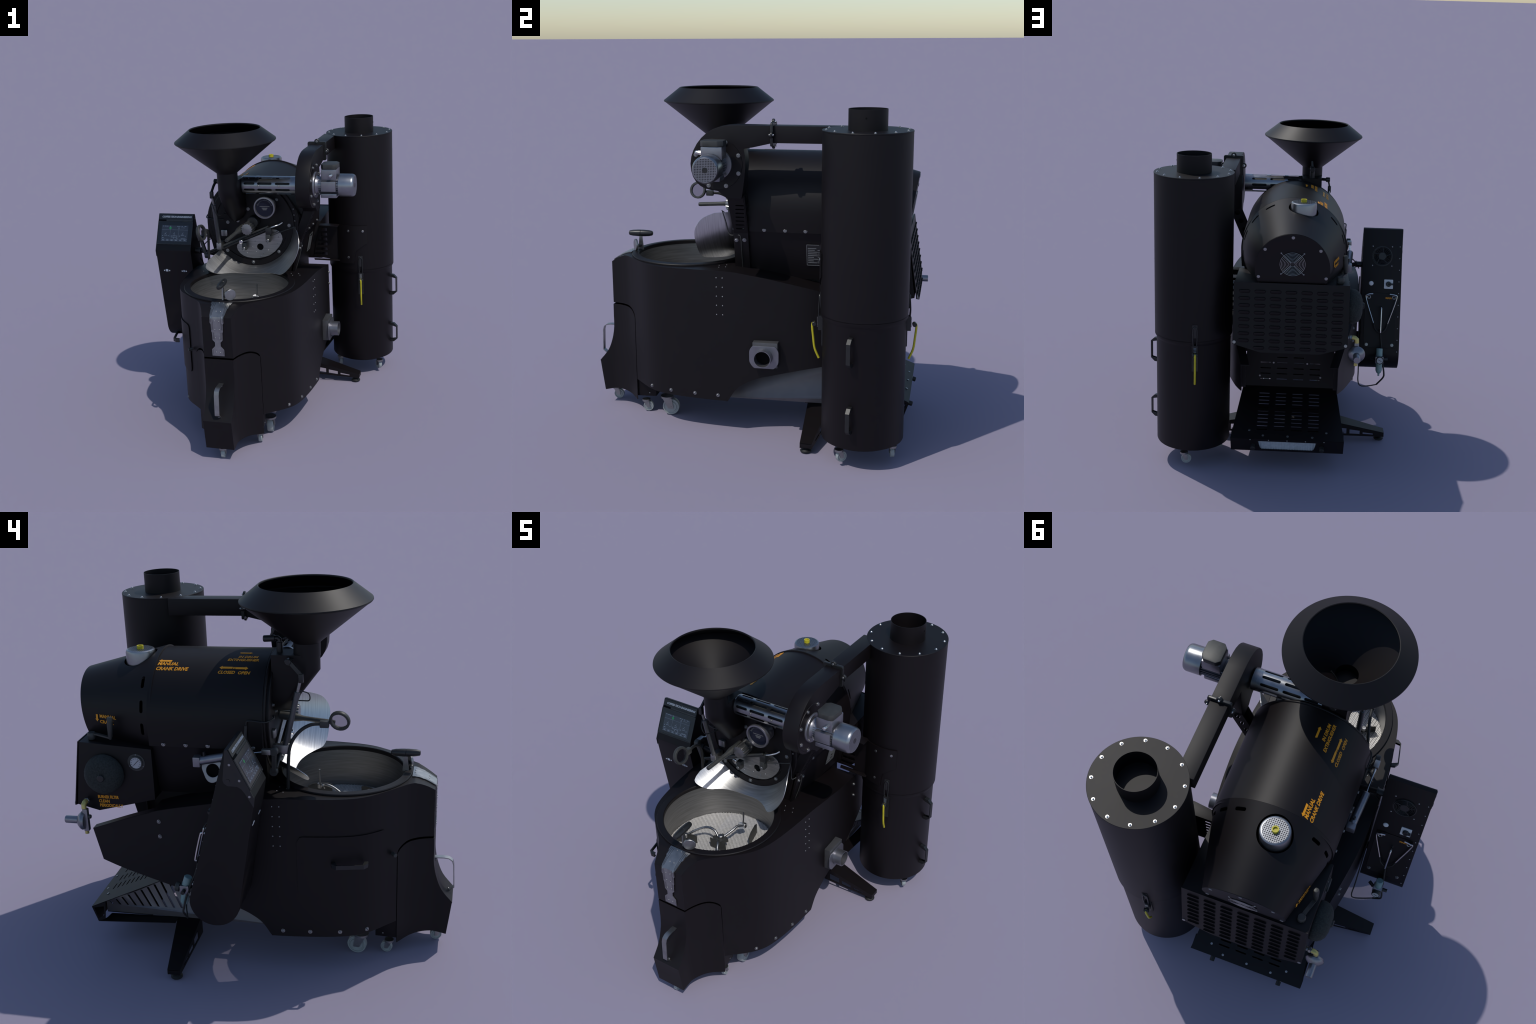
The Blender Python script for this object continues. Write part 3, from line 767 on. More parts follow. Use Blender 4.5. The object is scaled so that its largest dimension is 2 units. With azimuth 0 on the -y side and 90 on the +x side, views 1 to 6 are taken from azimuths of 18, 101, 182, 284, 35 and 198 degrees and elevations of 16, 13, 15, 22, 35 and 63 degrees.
for r in range(9):
    for c in range(7):
        if r == 8 and c in (0, 6): continue
        x = .1945-.0893*c; z = 1.143-.0405*r
        m = fm.copy(); m.translation = ffn(V((-(x-CX), zl(z), .0062))); obj('louvre', M_LOUV, None, FACE, m)
for x in (.247, -.394): screw(ffn(V((-(x-CX), zl(.848), .006))), fn_n, .0095, M_FLAT, FACE)
# left side of the box: foam filter, gauge, lettering
FIL = lathe('burner_filter', (BX0-.0005, .776, 1.028), (-1, 0, 0), [(.100, 0), (.105, .008), (.105, .022), (.100, .044), (.088, .062), (.070, .075), (.045, .083), (.0, .087)], FOAM, None, 64)
me = FIL.data
for v in me.vertices:
    d = V((0, v.co.y-.776, v.co.z-1.028))
    if d.length > .02: v.co += d.normalized()*random.uniform(-.0012, .0012)+V((random.uniform(-.0008, .0008), 0, 0))
cyl('filter_stud', (BX0-.082, .768, 1.032), (BX0-.096, .768, 1.032), .019, BLACK2, FIL, 20, .003)
GAU = lathe('pressure_gauge', (BX0, .602, 1.093), (-1, 0, 0), [(.046, 0), (.046, .003), (.036, .004), (.036, .012), (.031, .014), (.030, .010), (0, .010)], GRAPH, None, 40)
lathe('gauge_dial', (BX0-.0102, .602, 1.093), (-1, 0, 0), [(.0295, 0), (.0295, .001)], DIALW, GAU, 32)
gf = plane_fn((BX0-.0118, .602, 1.093), (0, -1, 0), (0, 0, 1))
for k in range(11):
    a = math.radians(225-27*k); c, s = math.cos(a), math.sin(a)
    plate('dial_tick', [[(c*.021-s*.0012, s*.021+c*.0012), (c*.026-s*.0012, s*.026+c*.0012), (c*.026+s*.0012, s*.026-c*.0012), (c*.021+s*.0012, s*.021-c*.0012)]], .0006, BEZEL, gf, GAU)
plate('dial_hand', [[(-.013, -.012), (-.011, -.014), (.016, .014), (.014, .016)]], .0008, BEZEL, gf, GAU)
for k in range(3):
    a = math.radians(90+120*k); screw((BX0-.003, .602+.041*math.cos(a), 1.093+.041*math.sin(a)), (-1, 0, 0), .0035, M_DOME, GAU)
bfn = lambda y0, z0: plane_fn((BX0-.0008, y0, z0), (0, -1, 0), (0, 0, 1))
for w, y0, z0 in (('BURNER FILTER', .832, .884), ('CLEAN', .829, .860), ('PERIODICALLY', .826, .836)):
    text('marking_text', w, .0235, bfn(y0, z0), ORANGE, BOX, shear=0, sx=.70 if len(w) > 12 else .82)
# crank handle lying on top of the box
CR = lathe('crank_handle', (-.352, .852, 1.192), (0, 0, 1), [(.020, 0), (.022, .006), (.022, .030), (.018, .036)], GRAPH, None, 24)
strip('crank_arm', [(-.352, .852, 1.222), (-.360, .82, 1.221), (-.382, .745, 1.214)], (.3, .1, -.0), .024, .008, GRAPH, CR)
lathe('crank_grip', (-.385, .738, 1.205), (.05, -.05, 1), [(.007, 0), (.009, .01), (.012, .014), (.0155, .08), (.0155, .11), (.012, .118), (.004, .120)], GRAPH, CR, 20)

# gas regulator
G0 = V((-.461, .898, 0))
REG = lathe('gas_regulator', (-.461, .893, .778), (0, 1, 0), [(.02, -.008), (.045, -.004), (.049, .004), (.051, .010), (.049, .016), (.044, .022), (.034, .032), (.021, .038), (.020, .048), (.020, .105), (.018, .108)], ALU, None, 40)
box('regulator_body', (-.475, .872, .72), (-.447, .900, .845), ALU, REG, .005)
cyl('inlet_pipe', (-.404, .888, .874), (-.436, .888, .874), .012, STEELG, REG, 16)
lathe('union_nut', (-.415, .888, .874), (-1, 0, 0), [(.013, 0), (.016, .003), (.016, .014), (.013, .017)], STEELG, REG, 6)
tube('brass_elbow', [(-.434, .888, .876), (-.45, .890, .874), (-.460, .892, .866), (-.461, .892, .845)], .0135, YELB, REG, 14)
cyl('lower_nut', (-.461, .890, .722), (-.461, .890, .703), .012, YELB, REG, 6)
cyl('side_port', (-.461, .878, .80), (-.461, .858, .80), .011, GRAPH, REG, 12, .002)
for a in range(6): screw((-.461+.043*math.cos(a*1.047), .908, .778+.043*math.sin(a*1.047)), (0, 1, 0), .004, M_DOME, REG)

# ------------------------------------------------------------------ drum front
FP = lathe('front_plate', (CX, -.060, DZ), (0, -1, 0), [(.313, 0), (.316, .003), (.316, .008), (.311, .012), (.0, .012)], BLACK, None, 128)
lathe('front_door', (CX, -.071, DZ), (0, -1, 0), [(.290, 0), (.290, .012), (.286, .016), (.25, .016), (.248, .010), (.0, .010)], BLACK, FP, 96)
for a in range(3, 9):
    p = [V((.213, -.09, 1.27+.0*a))]
for x, z in ((-.075, 1.029), (.107, 1.107), (.184, 1.289), (-.254, 1.104), (-.172, 1.313), (-.096, 1.394), (.108, 1.464), (-.235, 1.365), (-.243, 1.30)):
    screw((x, -.086 if math.hypot(x-CX, z-DZ) > .25 else -.081, z), (0, -1, 0), .008, M_CAP, FP)
for z in (1.40, 1.36, 1.32): screw((.215+(1.4-z)*.1, -.082, z), (0, -1, 0), .004, M_DOME, FP)
dpts = [(-.185, 1.133), (-.180, 1.112), (-.165, 1.090), (-.142, 1.073), (-.114, 1.063), (-.075, 1.058), (-.032, 1.060), (.008, 1.069), (.044, 1.083), (.080, 1.109), (.11, 1.143), (.126, 1.168), (.135, 1.195), (.132, 1.220), (.12, 1.240), (.108, 1.250), (.093, 1.257), (.07, 1.258), (-.137, 1.172), (-.165, 1.160), (-.18, 1.148)]
GATE = plate('discharge_gate', [dpts, circle2(-.021, 1.137, .024, 24)], .008, STEEL_D, lambda c: V((c.x, -.086-c.z, c.y)), None, .001)
cyl('sight_dark', (-.021, -.081, 1.137), (-.021, -.0825, 1.137), .026, DARKIN, GATE, 24)
for x, z in ((-.055, 1.175), (-.075, 1.137), (-.05, 1.10), (.0, 1.095), (.035, 1.115), (.03, 1.165), (-.15, 1.115), (-.115, 1.09), (.10, 1.165), (.108, 1.21), (.065, 1.225), (-.02, 1.075)):
    screw((x, -.090, z), (0, -1, 0), .0042, M_DOME, GATE)
# conical chute sheet under the gate
def chute():
    EDGE = smooth_tab([(-141, .13), (-138, .178), (-134, .188), (-127, .174), (-121, .150), (-116, .122), (-108, .092), (-95, .074), (-78, .076), (-66, .100), (-57, .140), (-51, .176), (-44, .192), (-35, .198), (-22, .201), (-14, .192), (-7, .160), (-4, .125), (-2, .09)], 4)
    n = 72; m = 12; rings = []
    for i in range(n+1):
        deg = -2-139*i/n; a = math.radians(deg); row = []; smax = lerp(EDGE, deg)
        for j in range(m+1):
            q = smax*j/m; r = .289+q*.48
            row.append(V((CX+r*math.cos(a), -.088-q, DZ+r*math.sin(a))))
        rings.append(row)
    vs, fs = loft_data(rings, False, False, False)
    o = mesh('discharge_chute', vs, fs, STEEL_C, None, 60)
    md = o.modifiers.new('s', 'SOLIDIFY'); md.thickness = .0025; md.offset = 0
    bpy.context.view_layer.update()
    me = bpy.data.meshes.new_from_object(o.evaluated_get(bpy.context.evaluated_depsgraph_get())); o.modifiers.clear(); o.data = me
    me.shade_smooth(); me.set_sharp_from_angle(angle=math.radians(50)); return o
CHUTE = chute()
# round dial thermometer
DI = lathe('dial_thermometer', (.044, -.088, 1.425), (0, -1, 0), [(.058, 0), (.062, .06), (.072, .066), (.0735, .080), (.071, .086), (.063, .087), (.060, .070), (.0, .070)], ALU, None, 56)
lathe('dial_glass', (.044, -.1585, 1.425), (0, -1, 0), [(.0605, 0), (.0605, .002)], DIAL, DI, 40)
df = plane_fn((.044, -.1615, 1.425), (1, 0, 0), (0, 0, 1))
for k in range(17):
    a = math.radians(160-8.75*k); c, s = math.cos(a), math.sin(a); r1 = .052 if k % 4 else .055
    plate('dial_tick', [[(c*.046-s*.0008, s*.046+c*.0008), (c*r1-s*.0008, s*r1+c*.0008), (c*r1+s*.0008, s*r1-c*.0008), (c*.046+s*.0008, s*.046-c*.0008)]], .0006, PRINTG, df, DI)
plate('dial_line', [[(-.034, .006), (.034, .006), (.034, .0085), (-.034, .0085)]], .0006, PRINTG, df, DI)
for k in range(3): plate('dial_line', [[(-.02+.004*k, -.004-.006*k), (.02-.004*k, -.004-.006*k), (.02-.004*k, -.0015-.006*k), (-.02+.004*k, -.0015-.006*k)]], .0006, PRINTG, df, DI)
# ribbed knob of the sampling port, with the trier handle beside it
kn = []
def star(r1, r2, y, n=14):
    return [V((-.080+(r1 if (k % 4) < 2 else r2)*math.cos(2*math.pi*k/(4*n)), y, 1.281+(r1 if (k % 4) < 2 else r2)*math.sin(2*math.pi*k/(4*n)))) for k in range(4*n)]
KNOB = loft('port_knob', [star(.036, .034, -.092), star(.040, .035, -.10), star(.042, .036, -.175), star(.038, .034, -.187), star(.008, .007, -.190)], STEELG, None, 30)
cyl('port_flange', (-.052, -.08, 1.318), (-.058, -.128, 1.312), .040, BLACK2, KNOB, 32, .004)
TR1 = lathe('trier_handle', (-.128, -.095, 1.276), V((-.157, -.382, 1.256))-V((-.128, -.095, 1.276)), [(.020, 0), (.021, .02), (.021, .085), (.018, .10), (.013, .125), (.012, .16), (.0125, .28), (.011, .288)], GRAPH, None, 24)
# gate lever: two bars across the drum front plus toggles
LV = cyl('gate_lever', (-.405, -.110, 1.072), (.075, -.126, 1.285), .0085, BLACK2, None, 12)
cyl('lever_bar', (-.395, -.125, 1.093), (.055, -.140, 1.293), .0065, GRAPH, LV, 10)
tube('lever_grip', [(.05, -.13, 1.277), (.09, -.125, 1.29), (.12, -.105, 1.298), (.138, -.088, 1.308)], .006, STEEL, LV, 10, 4)
for c in ((-.118, -.125, 1.150), (.051, -.128, 1.212)):
    box('toggle_block', V(c)-V((.016, .018, .026)), V(c)+V((.016, .018, .026)), GRAPH, LV, .005)
    cyl('toggle_pin', V(c)+V((0, -.02, -.012)), V(c)+V((0, -.028, -.012)), .010, STEELG, LV, 12, .002)
box('toggle_block', (.035, -.145, 1.235), (.075, -.105, 1.285), BLACK2, LV, .006)
cyl('star_grip', (-.132, -.150, 1.188), (-.132, -.165, 1.188), .014, STEEL, LV, 8, .003)
strip('crank_link', [(-.399, -.112, 1.070), (-.43, -.122, 1.192)], (0, 1, 0), .020, .020, GRAPH, LV)
for p in ((-.395, -.110, 1.072), (-.43, -.122, 1.192)): cyl('link_boss', V(p)-V((.014, 0, 0)), V(p)+V((.014, 0, 0)), .021, GRAPH, LV, 20, .003)
# actuating cylinder on the left flank
AC = cyl('pneumatic_cylinder', (-.418, .262, 1.122), (-.434, .075, 1.165), .022, ALU, None, 24, .003)
box('cylinder_head', (-.442, .255, 1.095), (-.394, .292, 1.147), ALU, AC, .005)
cyl('cylinder_rod', (-.434, .075, 1.165), (-.436, -.10, 1.192), .007, STEEL, AC, 12)
box('rod_fork', (-.449, -.108, 1.178), (-.421, -.062, 1.206), STEELG, AC, .004)
cyl('air_fitting', (-.42, .235, 1.145), (-.42, .235, 1.172), .008, BLACK2, AC, 10)
plate('side_flange', [[(.055*math.cos(a)*(1+.12*math.cos(3*a-1.2)), .055*math.sin(a)*(1+.12*math.cos(3*a-1.2))) for a in [2*math.pi*k/40 for k in range(40)]], circle2(0, 0, .036, 28)], .014, ALU, plane_fn((-.400, .200, 1.066), (0, -1, 0), (.25, 0, 1)), AC, .002)
cyl('flange_dark', (-.37, .2, 1.066), (-.397, .2, 1.066), .04, DARKIN, AC, 24)
# gas strut of the hopper flap
ST = cyl('gas_strut', (-.288, -.150, 1.170), (-.287, -.218, 1.452), .0145, OUTM, None, 20, .002)
cyl('strut_rod', (-.287, -.218, 1.452), (-.289, -.238, 1.53), .008, STEELG, ST, 12)
box('strut_clevis', (-.300, -.250, 1.500), (-.278, -.226, 1.545), BLACK2, ST, .004)
strip('flap_lever', [(-.290, -.240, 1.537), (-.284, -.205, 1.575), (-.275, -.178, 1.602)], (1, 0, 0), .010, .018, BLACK2, ST)
cyl('lever_knob', (-.262, -.173, 1.600), (-.290, -.173, 1.600), .016, BLACK2, ST, 16, .003)
cyl('lever_shaft', (-.225, -.185, 1.600), (-.27, -.173, 1.600), .010, BLACK2, ST, 12)
box('strut_foot', (-.305, -.165, 1.13), (-.27, -.085, 1.178), STEELG, ST, .004)
box('strut_bracket', (-.29, -.10, 1.205), (-.245, -.078, 1.25), STEELG, ST, .008)
tube('sensor_cable', [(-.27, -.09, 1.32), (-.32, -.10, 1.322), (-.385, -.08, 1.325), (-.402, -.05, 1.33), (-.404, .0, 1.335), (-.402, .018, 1.32), (-.40, .02, 1.23)], .004, RUBBER, ST, 8, 5)
cyl('cable_sleeve', (-.402, .02, 1.31), (-.398, .03, 1.21), .007, GRAPH, ST, 10)
tube('sensor_cable', [(-.29, -.232, 1.46), (-.27, -.27, 1.44), (-.25, -.27, 1.40), (-.23, -.23, 1.39), (-.21, -.12, 1.385)], .003, RUBBER, ST, 8, 5)
tube('trip_wire', [(.12, -.12, 1.262), (.06, -.125, 1.225), (.16, -.135, 1.265), (.222, -.140, 1.288), (.238, -.136, 1.289), (.232, -.115, 1.22), (.226, -.10, 1.157), (.240, -.06, 1.156), (.250, -.030, 1.150), (.232, -.028, 1.06), (.197, -.029, .955)], .0028, GRAPH, LV, 8, 4)

# ------------------------------------------------------------------ inspection lamp / magnifier on a gooseneck
LC = V((-.307, -.427, 1.318))
ln = V((1, -.12, .22)).normalized()
LAMP = lathe('magnifier_ring', LC-ln*.011, ln, [(.040, 0), (.050, 0), (.0525, .004), (.0525, .018), (.050, .022), (.040, .022)], GRAPH, None, 20, loop=True, smooth=50)
lathe('magnifier_lens', LC-ln*.003, ln, [(.0405, 0), (.0405, .005)], LENS, LAMP, 32)
box('magnifier_clamp', (-.330, -.376, 1.284), (-.302, -.330, 1.318), GRAPH, LAMP, .006)
tube('gooseneck', [(-.316, -.335, 1.303), (-.322, -.285, 1.297), (-.333, -.235, 1.268), (-.347, -.195, 1.215), (-.355, -.18, 1.15), (-.36, -.175, 1.06), (-.363, -.172, .955)], .0088, RUBBER, LAMP, 10, 6)

# ------------------------------------------------------------------ hopper and feed spout
HC = V((-.170, -.249, 0))
HOP = lathe('hopper', HC, (0, 0, 1), [(.0665, 1.674), (.318, 1.8765), (.3225, 1.878), (.3255, 1.882), (.3245, 1.887), (.3205, 1.890), (.235, 1.957), (.231, 1.960), (.227, 1.958), (.226, 1.953), (.312, 1.886), (.312, 1.880), (.060, 1.680), (.060, 1.672)], BLACK, None, 128, loop=True)
lathe('hopper_neck', HC, (0, 0, 1), [(.067, 1.608), (.067, 1.674), (.0615, 1.675), (.0615, 1.608)], BLACK, HOP, 64, loop=True)
cyl('neck_dark', HC+V((0, 0, 1.600)), HC+V((0, 0, 1.610)), .063, BLACK, HOP, 48)
tube('hopper_wire', [(-.10, -.20, 1.745), (-.13, -.19, 1.72), (-.155, -.165, 1.69), (-.168, -.13, 1.685)], .004, BLACK2, HOP, 8, 4)
def spout():
    def sec(z):
        f = max(0, (1.535-z)/(1.535-1.322)); w = .064*(1 if f < .6 else math.sqrt(max(.02, 1-((f-.6)/.41)**2)))
        cy = -.250+.163*f; pts = []
        for k in range(17):
            a = math.pi+math.pi*k/16; pts.append(V((HC.x+w*math.cos(a), cy+.064*math.sin(a), z)))
        pts += [V((HC.x+w, min(-.080, cy+.17), z)), V((HC.x-w, min(-.080, cy+.17), z))]
        return pts
    rings = [sec(z) for z in (1.620, 1.575, 1.535, 1.50, 1.46, 1.43, 1.41, 1.39, 1.37, 1.35, 1.335, 1.325, 1.3205)]
    return loft('feed_spout', rings, BLACK, None, 40)
SP = spout()
cyl('valve_stem', (-.170, -.113, 1.618), (-.170, -.113, 1.672), .0155, BLACK2, SP, 20, .002)
tube('valve_elbow', [(-.170, -.113, 1.665), (-.170, -.113, 1.684), (-.170, -.105, 1.690), (-.170, -.075, 1.689)], .012, BLACK2, SP, 14)
cyl('valve_knob', (-.170, -.092, 1.689), (-.171, -.032, 1.686), .0165, BLACK2, SP, 20, .003)
cyl('valve_tip', (-.170, -.07, 1.70), (-.166, -.085, 1.735), .006, BLACK2, SP, 10)

# ------------------------------------------------------------------ blower, duct, motor
BC = V((0, -.127, 1.575)); X0, X1 = .283, .376
vol = [(.170, 1.785), (.10, 1.7855), (-.03, 1.786), (-.075, 1.783), (-.115, 1.775), (-.15, 1.763), (-.185, 1.742), (-.215, 1.715), (-.240, 1.684), (-.260, 1.648), (-.273, 1.610), (-.278, 1.573), (-.275, 1.535), (-.265, 1.502), (-.248, 1.474), (-.224, 1.452), (-.196, 1.438), (-.16, 1.430), (-.125, 1.426), (-.09, 1.40), (-.078, 1.386), (.006, 1.386), (.014, 1.43), (.024, 1.50), (.029, 1.555), (.030, 1.60), (.026, 1.635), (.020, 1.660), (.07, 1.668), (.170, 1.691)]
BL = prism('blower_housing', vol, 'x', X0, X1, BLACK, None, .003)
lathe('blower_cover', (X1, BC.y, BC.z), (1, 0, 0), [(.141, 0), (.139, .003), (.0, .003)], BLACK, BL, 64)
for k in range(8):
    a = math.radians(30+45*k-7.5); screw((X1+.003, BC.y+.128*math.cos(a), BC.z+.128*math.sin(a)), (1, 0, 0), .008, M_CAP, BL)
DUCT = box('exhaust_duct', (.282, .165, 1.693), (.373, .600, 1.785), BLACK, None, .003)
def lobed(hx, hz, lobes, r):
    pts = rrect(-hx, -hz, hx, hz, .008, 3); out = []
    for i, p in enumerate(pts):
        out.append(p)
    return out
CL = plate('duct_clamp', [lobed(.060, .060, 0, 0), rrect(-.0450, -.0455, .0450, .0455, .002, 2)], .016, BLACK2, plane_fn((.3275, .176, 1.739), (1, 0, 0), (0, 0, 1)), DUCT, .003)
for x, z in ((.3275, 1.803), (.263, 1.738), (.392, 1.738), (.3275, 1.675)):
    cyl('clamp_ear', (x, .169, z), (x, .183, z), .017, BLACK2, CL, 20, .003)
    screw((x, .183, z), (0, 1, 0), .006, M_BRIGHT, CL); screw((x, .169, z), (0, -1, 0), .006, M_CAP, CL)
plate('clamp_gasket', [lobed(.0605, .0605, 0, 0), rrect(-.0450, -.0455, .0450, .0455, .002, 2)], .002, YELB, plane_fn((.3275, .176, 1.739), (1, 0, 0), (0, 0, 1)), CL)
# motor
MO = lathe('blower_motor', (.375, BC.y, BC.z), (1, 0, 0), [(.082, 0), (.084, .002), (.084, .012), (.082, .015), (.060, .017), (.054, .03), (.054, .17), (.05, .17)], ALU, None, 48)
for k in range(28):
    a = 2*math.pi*k/28
    if 40 < math.degrees(a) < 140: continue
    d = V((0, math.cos(a), math.sin(a))); t = V((0, -math.sin(a), math.cos(a)))
    loft('cooling_fin', [[BC+V((x, 0, 0))+d*r+t*e for r, e in ((.052, -.0016), (.065, -.001), (.065, .001), (.052, .0016))] for x in (.412, .545)], ALU, MO, 30)
lathe('fan_cowl', (.541, BC.y, BC.z), (1, 0, 0), [(.0705, 0), (.0735, .002), (.0735, .080), (.070, .091), (.064, .097), (.062, .097), (.062, .093), (0, .093)], ALUB, MO, 56)
grille('cowl_grille', BC+V((.6355, 0, 0)), V((0, 1, 0)), V((0, 0, 1)), V((1, 0, 0)), .0625, .0085, .0038, ALUB, MO)
cyl('cowl_dark', BC+V((.633, 0, 0)), BC+V((.6346, 0, 0)), .062, DARKIN, MO, 32)
cyl('cowl_hub', BC+V((.634, 0, 0)), BC+V((.6385, 0, 0)), .015, BLACK2, MO, 16)
box('motor_rating_panel', (.432, -.199, 1.545), (.528, -.175, 1.610), ALU, MO, .004)
box('motor_base_pad', (.425, -.18, 1.500), (.53, -.075, 1.528), ALU, MO, .006)
box('terminal_box', (.430, -.178, 1.615), (.530, -.062, 1.684), ALU, MO, .006)
oct_ = [(.428, -.160), (.446, -.182), (.51, -.184), (.532, -.165), (.534, -.085), (.515, -.058), (.45, -.056), (.428, -.075)]
prism('terminal_lid', oct_, 'z', 1.684, 1.716, GRAPH, MO, .006)
cyl('cable_gland', (.499, -.165, 1.650), (.499, -.200, 1.650), .012, STEEL, MO, 6, .001)
lathe('gland_cap', (.499, -.198, 1.650), (0, -1, 0), [(.012, 0), (.0125, .010), (.009, .017), (0, .020)], STEEL, MO, 16)
for k in range(4):
    a = math.radians(45+90*k); screw(BC+V((.39, .074*math.cos(a), .074*math.sin(a))), (1, 0, 0), .006, M_CAP, MO)
# suction pipe with its slotted guard
PC = V((0, -.130, 1.570))
PIPE = cyl('suction_pipe', PC+V((-.14, 0, 0)), PC+V((.273, 0, 0)), .037, GRAPH, None, 40)
def guard():
    R = .058; Lg = .350; holes = []
    n = 9
    for k in range(n):
        u = (k+.5)/n*2*math.pi*R
        for c, l in ((.052, .074), (.155, .098), (.275, .098)): holes.append(stadium(u, c, .0135, .0135, 3) if 0 else [(q[1]+u, q[0]+c) for q in stadium(0, 0, l, .0155, 5)][::-1])
    full = 2*math.pi*R
    o = plate('slotted_guard', [[(0, 0), (full, 0), (full, Lg), (0, Lg)]]+holes, .002, GUARD, lambda c: V((c.x, c.y, c.z)), None)
    bm = bmesh.new(); bm.from_mesh(o.data)
    for k in range(1, 72): bmesh.ops.bisect_plane(bm, geom=bm.verts[:]+bm.edges[:]+bm.faces[:], plane_co=(full*k/72, 0, 0), plane_no=(1, 0, 0))
    for v in bm.verts:
        a = v.co.x/R+math.radians(20); r = R+v.co.z; v.co = V((-.098+v.co.y, PC.y+r*math.cos(a), PC.z+r*math.sin(a)))
    bm.to_mesh(o.data); bm.free(); finish(o.data, 30); o.parent = PIPE
guard()
lathe('guard_collar', PC+V((.243, 0, 0)), (1, 0, 0), [(.055, 0), (.0595, .003), (.0595, .03), (.055, .03)], GUARD, PIPE, 48)
lathe('guard_collar', PC+V((-.110, 0, 0)), (1, 0, 0), [(.048, 0), (.057, .006), (.0595, .012), (.0595, .016), (.05, .016)], GUARD, PIPE, 48)
for x in (.017, .153): screw((x, -.188, 1.574), (0, -1, 0), .006, M_CAP, PIPE)
# slanted louvred leg that carries the blower, with its drilled rear flange
s0, s1 = V((.352, 0, 1.400)), V((.252, 0, 1.172)); sv = (s0-s1).normalized(); sn = V((sv.z, 0, -sv.x)); SL = (s0-s1).length
sfn = lambda c: s1+V((0, 1, 0))*c.x+sv*c.y+sn*c.z
sl = [stadium(-.028+.002*k, .030+.026*k, .050, .008, 4) for k in range(7)]
LEG = plate('blower_support', [[(-.068, 0), (.012, 0), (.010, SL), (-.082, SL)]]+sl, .004, BLACK, sfn, None)
plate('support_flange', [[(-.075, -.01), (0, -.01), (0, SL), (-.075, SL)]]+[circle2(-.036, .045+.062*k, .017, 18) for k in range(4)], .004, BLACK, lambda c: s1+V((0, .014+c.z, 0))+sn*c.x+sv*c.y, LEG)
plate('support_flange', [[(-.045, -.01), (0, -.01), (0, SL), (-.06, SL)]], .004, BLACK, lambda c: s1+V((0, -.066+c.z, 0))+sn*c.x+sv*c.y, LEG)
prism('support_foot', [(.256, 1.19), (.240, 1.19), (.188, .955), (.200, .955)], 'y', -.072, .014, BLACK, LEG, .001)
for y, z in ((-.056, 1.128), (-.010, 1.130)): screw((.242, y, z), (1, 0, -.22), .008, M_CAP, LEG)

# ------------------------------------------------------------------ cyclone
CY = V((.512, .700, 0))
CYC = lathe('cyclone_body', CY, (0, 0, 1), [(.231, .812), (.2325, .822), (.2325, 1.778), (.231, 1.780)], BLACK, None, 128)
lathe('cyclone_bin', CY, (0, 0, 1), [(.210, .124), (.2205, .128), (.2225, .132), (.2225, .790), (.226, .800), (.2325, .812), (.2325, .826)], BLACK, CYC, 128)
lathe('cyclone_lid', CY, (0, 0, 1), [(.2335, 1.779), (.2335, 1.784), (.232, 1.786), (.0, 1.786)], BLACK, CYC, 128)
lathe('flue_outlet', CY, (0, 0, 1), [(.101, 1.785), (.101, 1.892), (.0985, 1.892), (.0985, 1.785)], BLACK, CYC, 72, loop=True)
cyl('flue_dark_disc', CY+V((.101, 0, 1.85)), CY+V((.1025, 0, 1.85)), .005, DARKIN, CYC, 12)  # dark disc laid on the flue wall, no hole is cut
for k in range(12):
    a = math.radians(15+30*k); screw(CY+V((.213*math.cos(a), .213*math.sin(a), 1.786)), (0, 0, 1), .0056, M_BRIGHT, CYC)
def latch(a):
    d = V((math.cos(a), math.sin(a), 0)); t = V((-d.y, d.x, 0)); up = V((0, 0, 1)); c = CY+d*.2175
    P = lambda r, s, z: CY+d*r+t*s+up*z
    o = loft('toggle_latch', [[P(.221, s*.018, z) for s, z in ((-1, .64), (1, .64), (1, .80), (-1, .80))], [P(.2275, s*.018, z) for s, z in ((-1, .64), (1, .64), (1, .80), (-1, .80))]], BLACK2, None, 30)
    loft('latch_body', [[P(r, s*.013, z) for s, z in ((-1, .725), (1, .725), (1, .805), (-1, .805))] for r in (.222, .246)], BLACK2, o, 30)
    for k in range(7): tube('latch_spring', [P(.249, -.008, .745+.008*k), P(.249, .008, .745+.008*k)], .002, STEELG, o, 6)
    tube('latch_hook', [P(.24, -.009, .80), P(.242, -.012, .84), P(.238, -.012, .90), P(.238, 0, .918), P(.238, .012, .90), P(.242, .012, .84), P(.24, .009, .80)], .004, BLACK2, o, 8, 3)
    loft('hook_plate', [[P(r, s*.015, z) for s, z in ((-1, .85), (1, .85), (1, .93), (-1, .93))] for r in (.228, .2355)], BLACK2, o, 30)
    tube('latch_lever', [P(.262, 0, .765), P(.276, 0, .752), P(.270, 0, .68), P(.262, 0, .62), P(.240, 0, .566)], .0062, YEL, o, 10, 4)
    cyl('lever_pivot', P(.266, -.014, .758), P(.266, .014, .758), .012, BLACK2, o, 14, .002)
latch(math.atan2(-.24, .038)); latch(math.atan2(.24, -.036))
for z0, z1 in ((.592, .744), (.226, .368)):
    d = V((.253, -.052, 0)).normalized(); p = CY+d*.2215
    pull_handle(p+V((0, 0, z1)), p+V((0, 0, z0)), d, .048, .022, BLACK2, CYC)
for x, y, a in ((.645, .602, 40), (.535, .866, 100), (.352, .632, 10)): caster((x, y, .053), .030, math.radians(a), CYC)
cyl('bin_floor', CY+V((0, 0, .112)), CY+V((0, 0, .13)), .19, BLACK, CYC, 48)
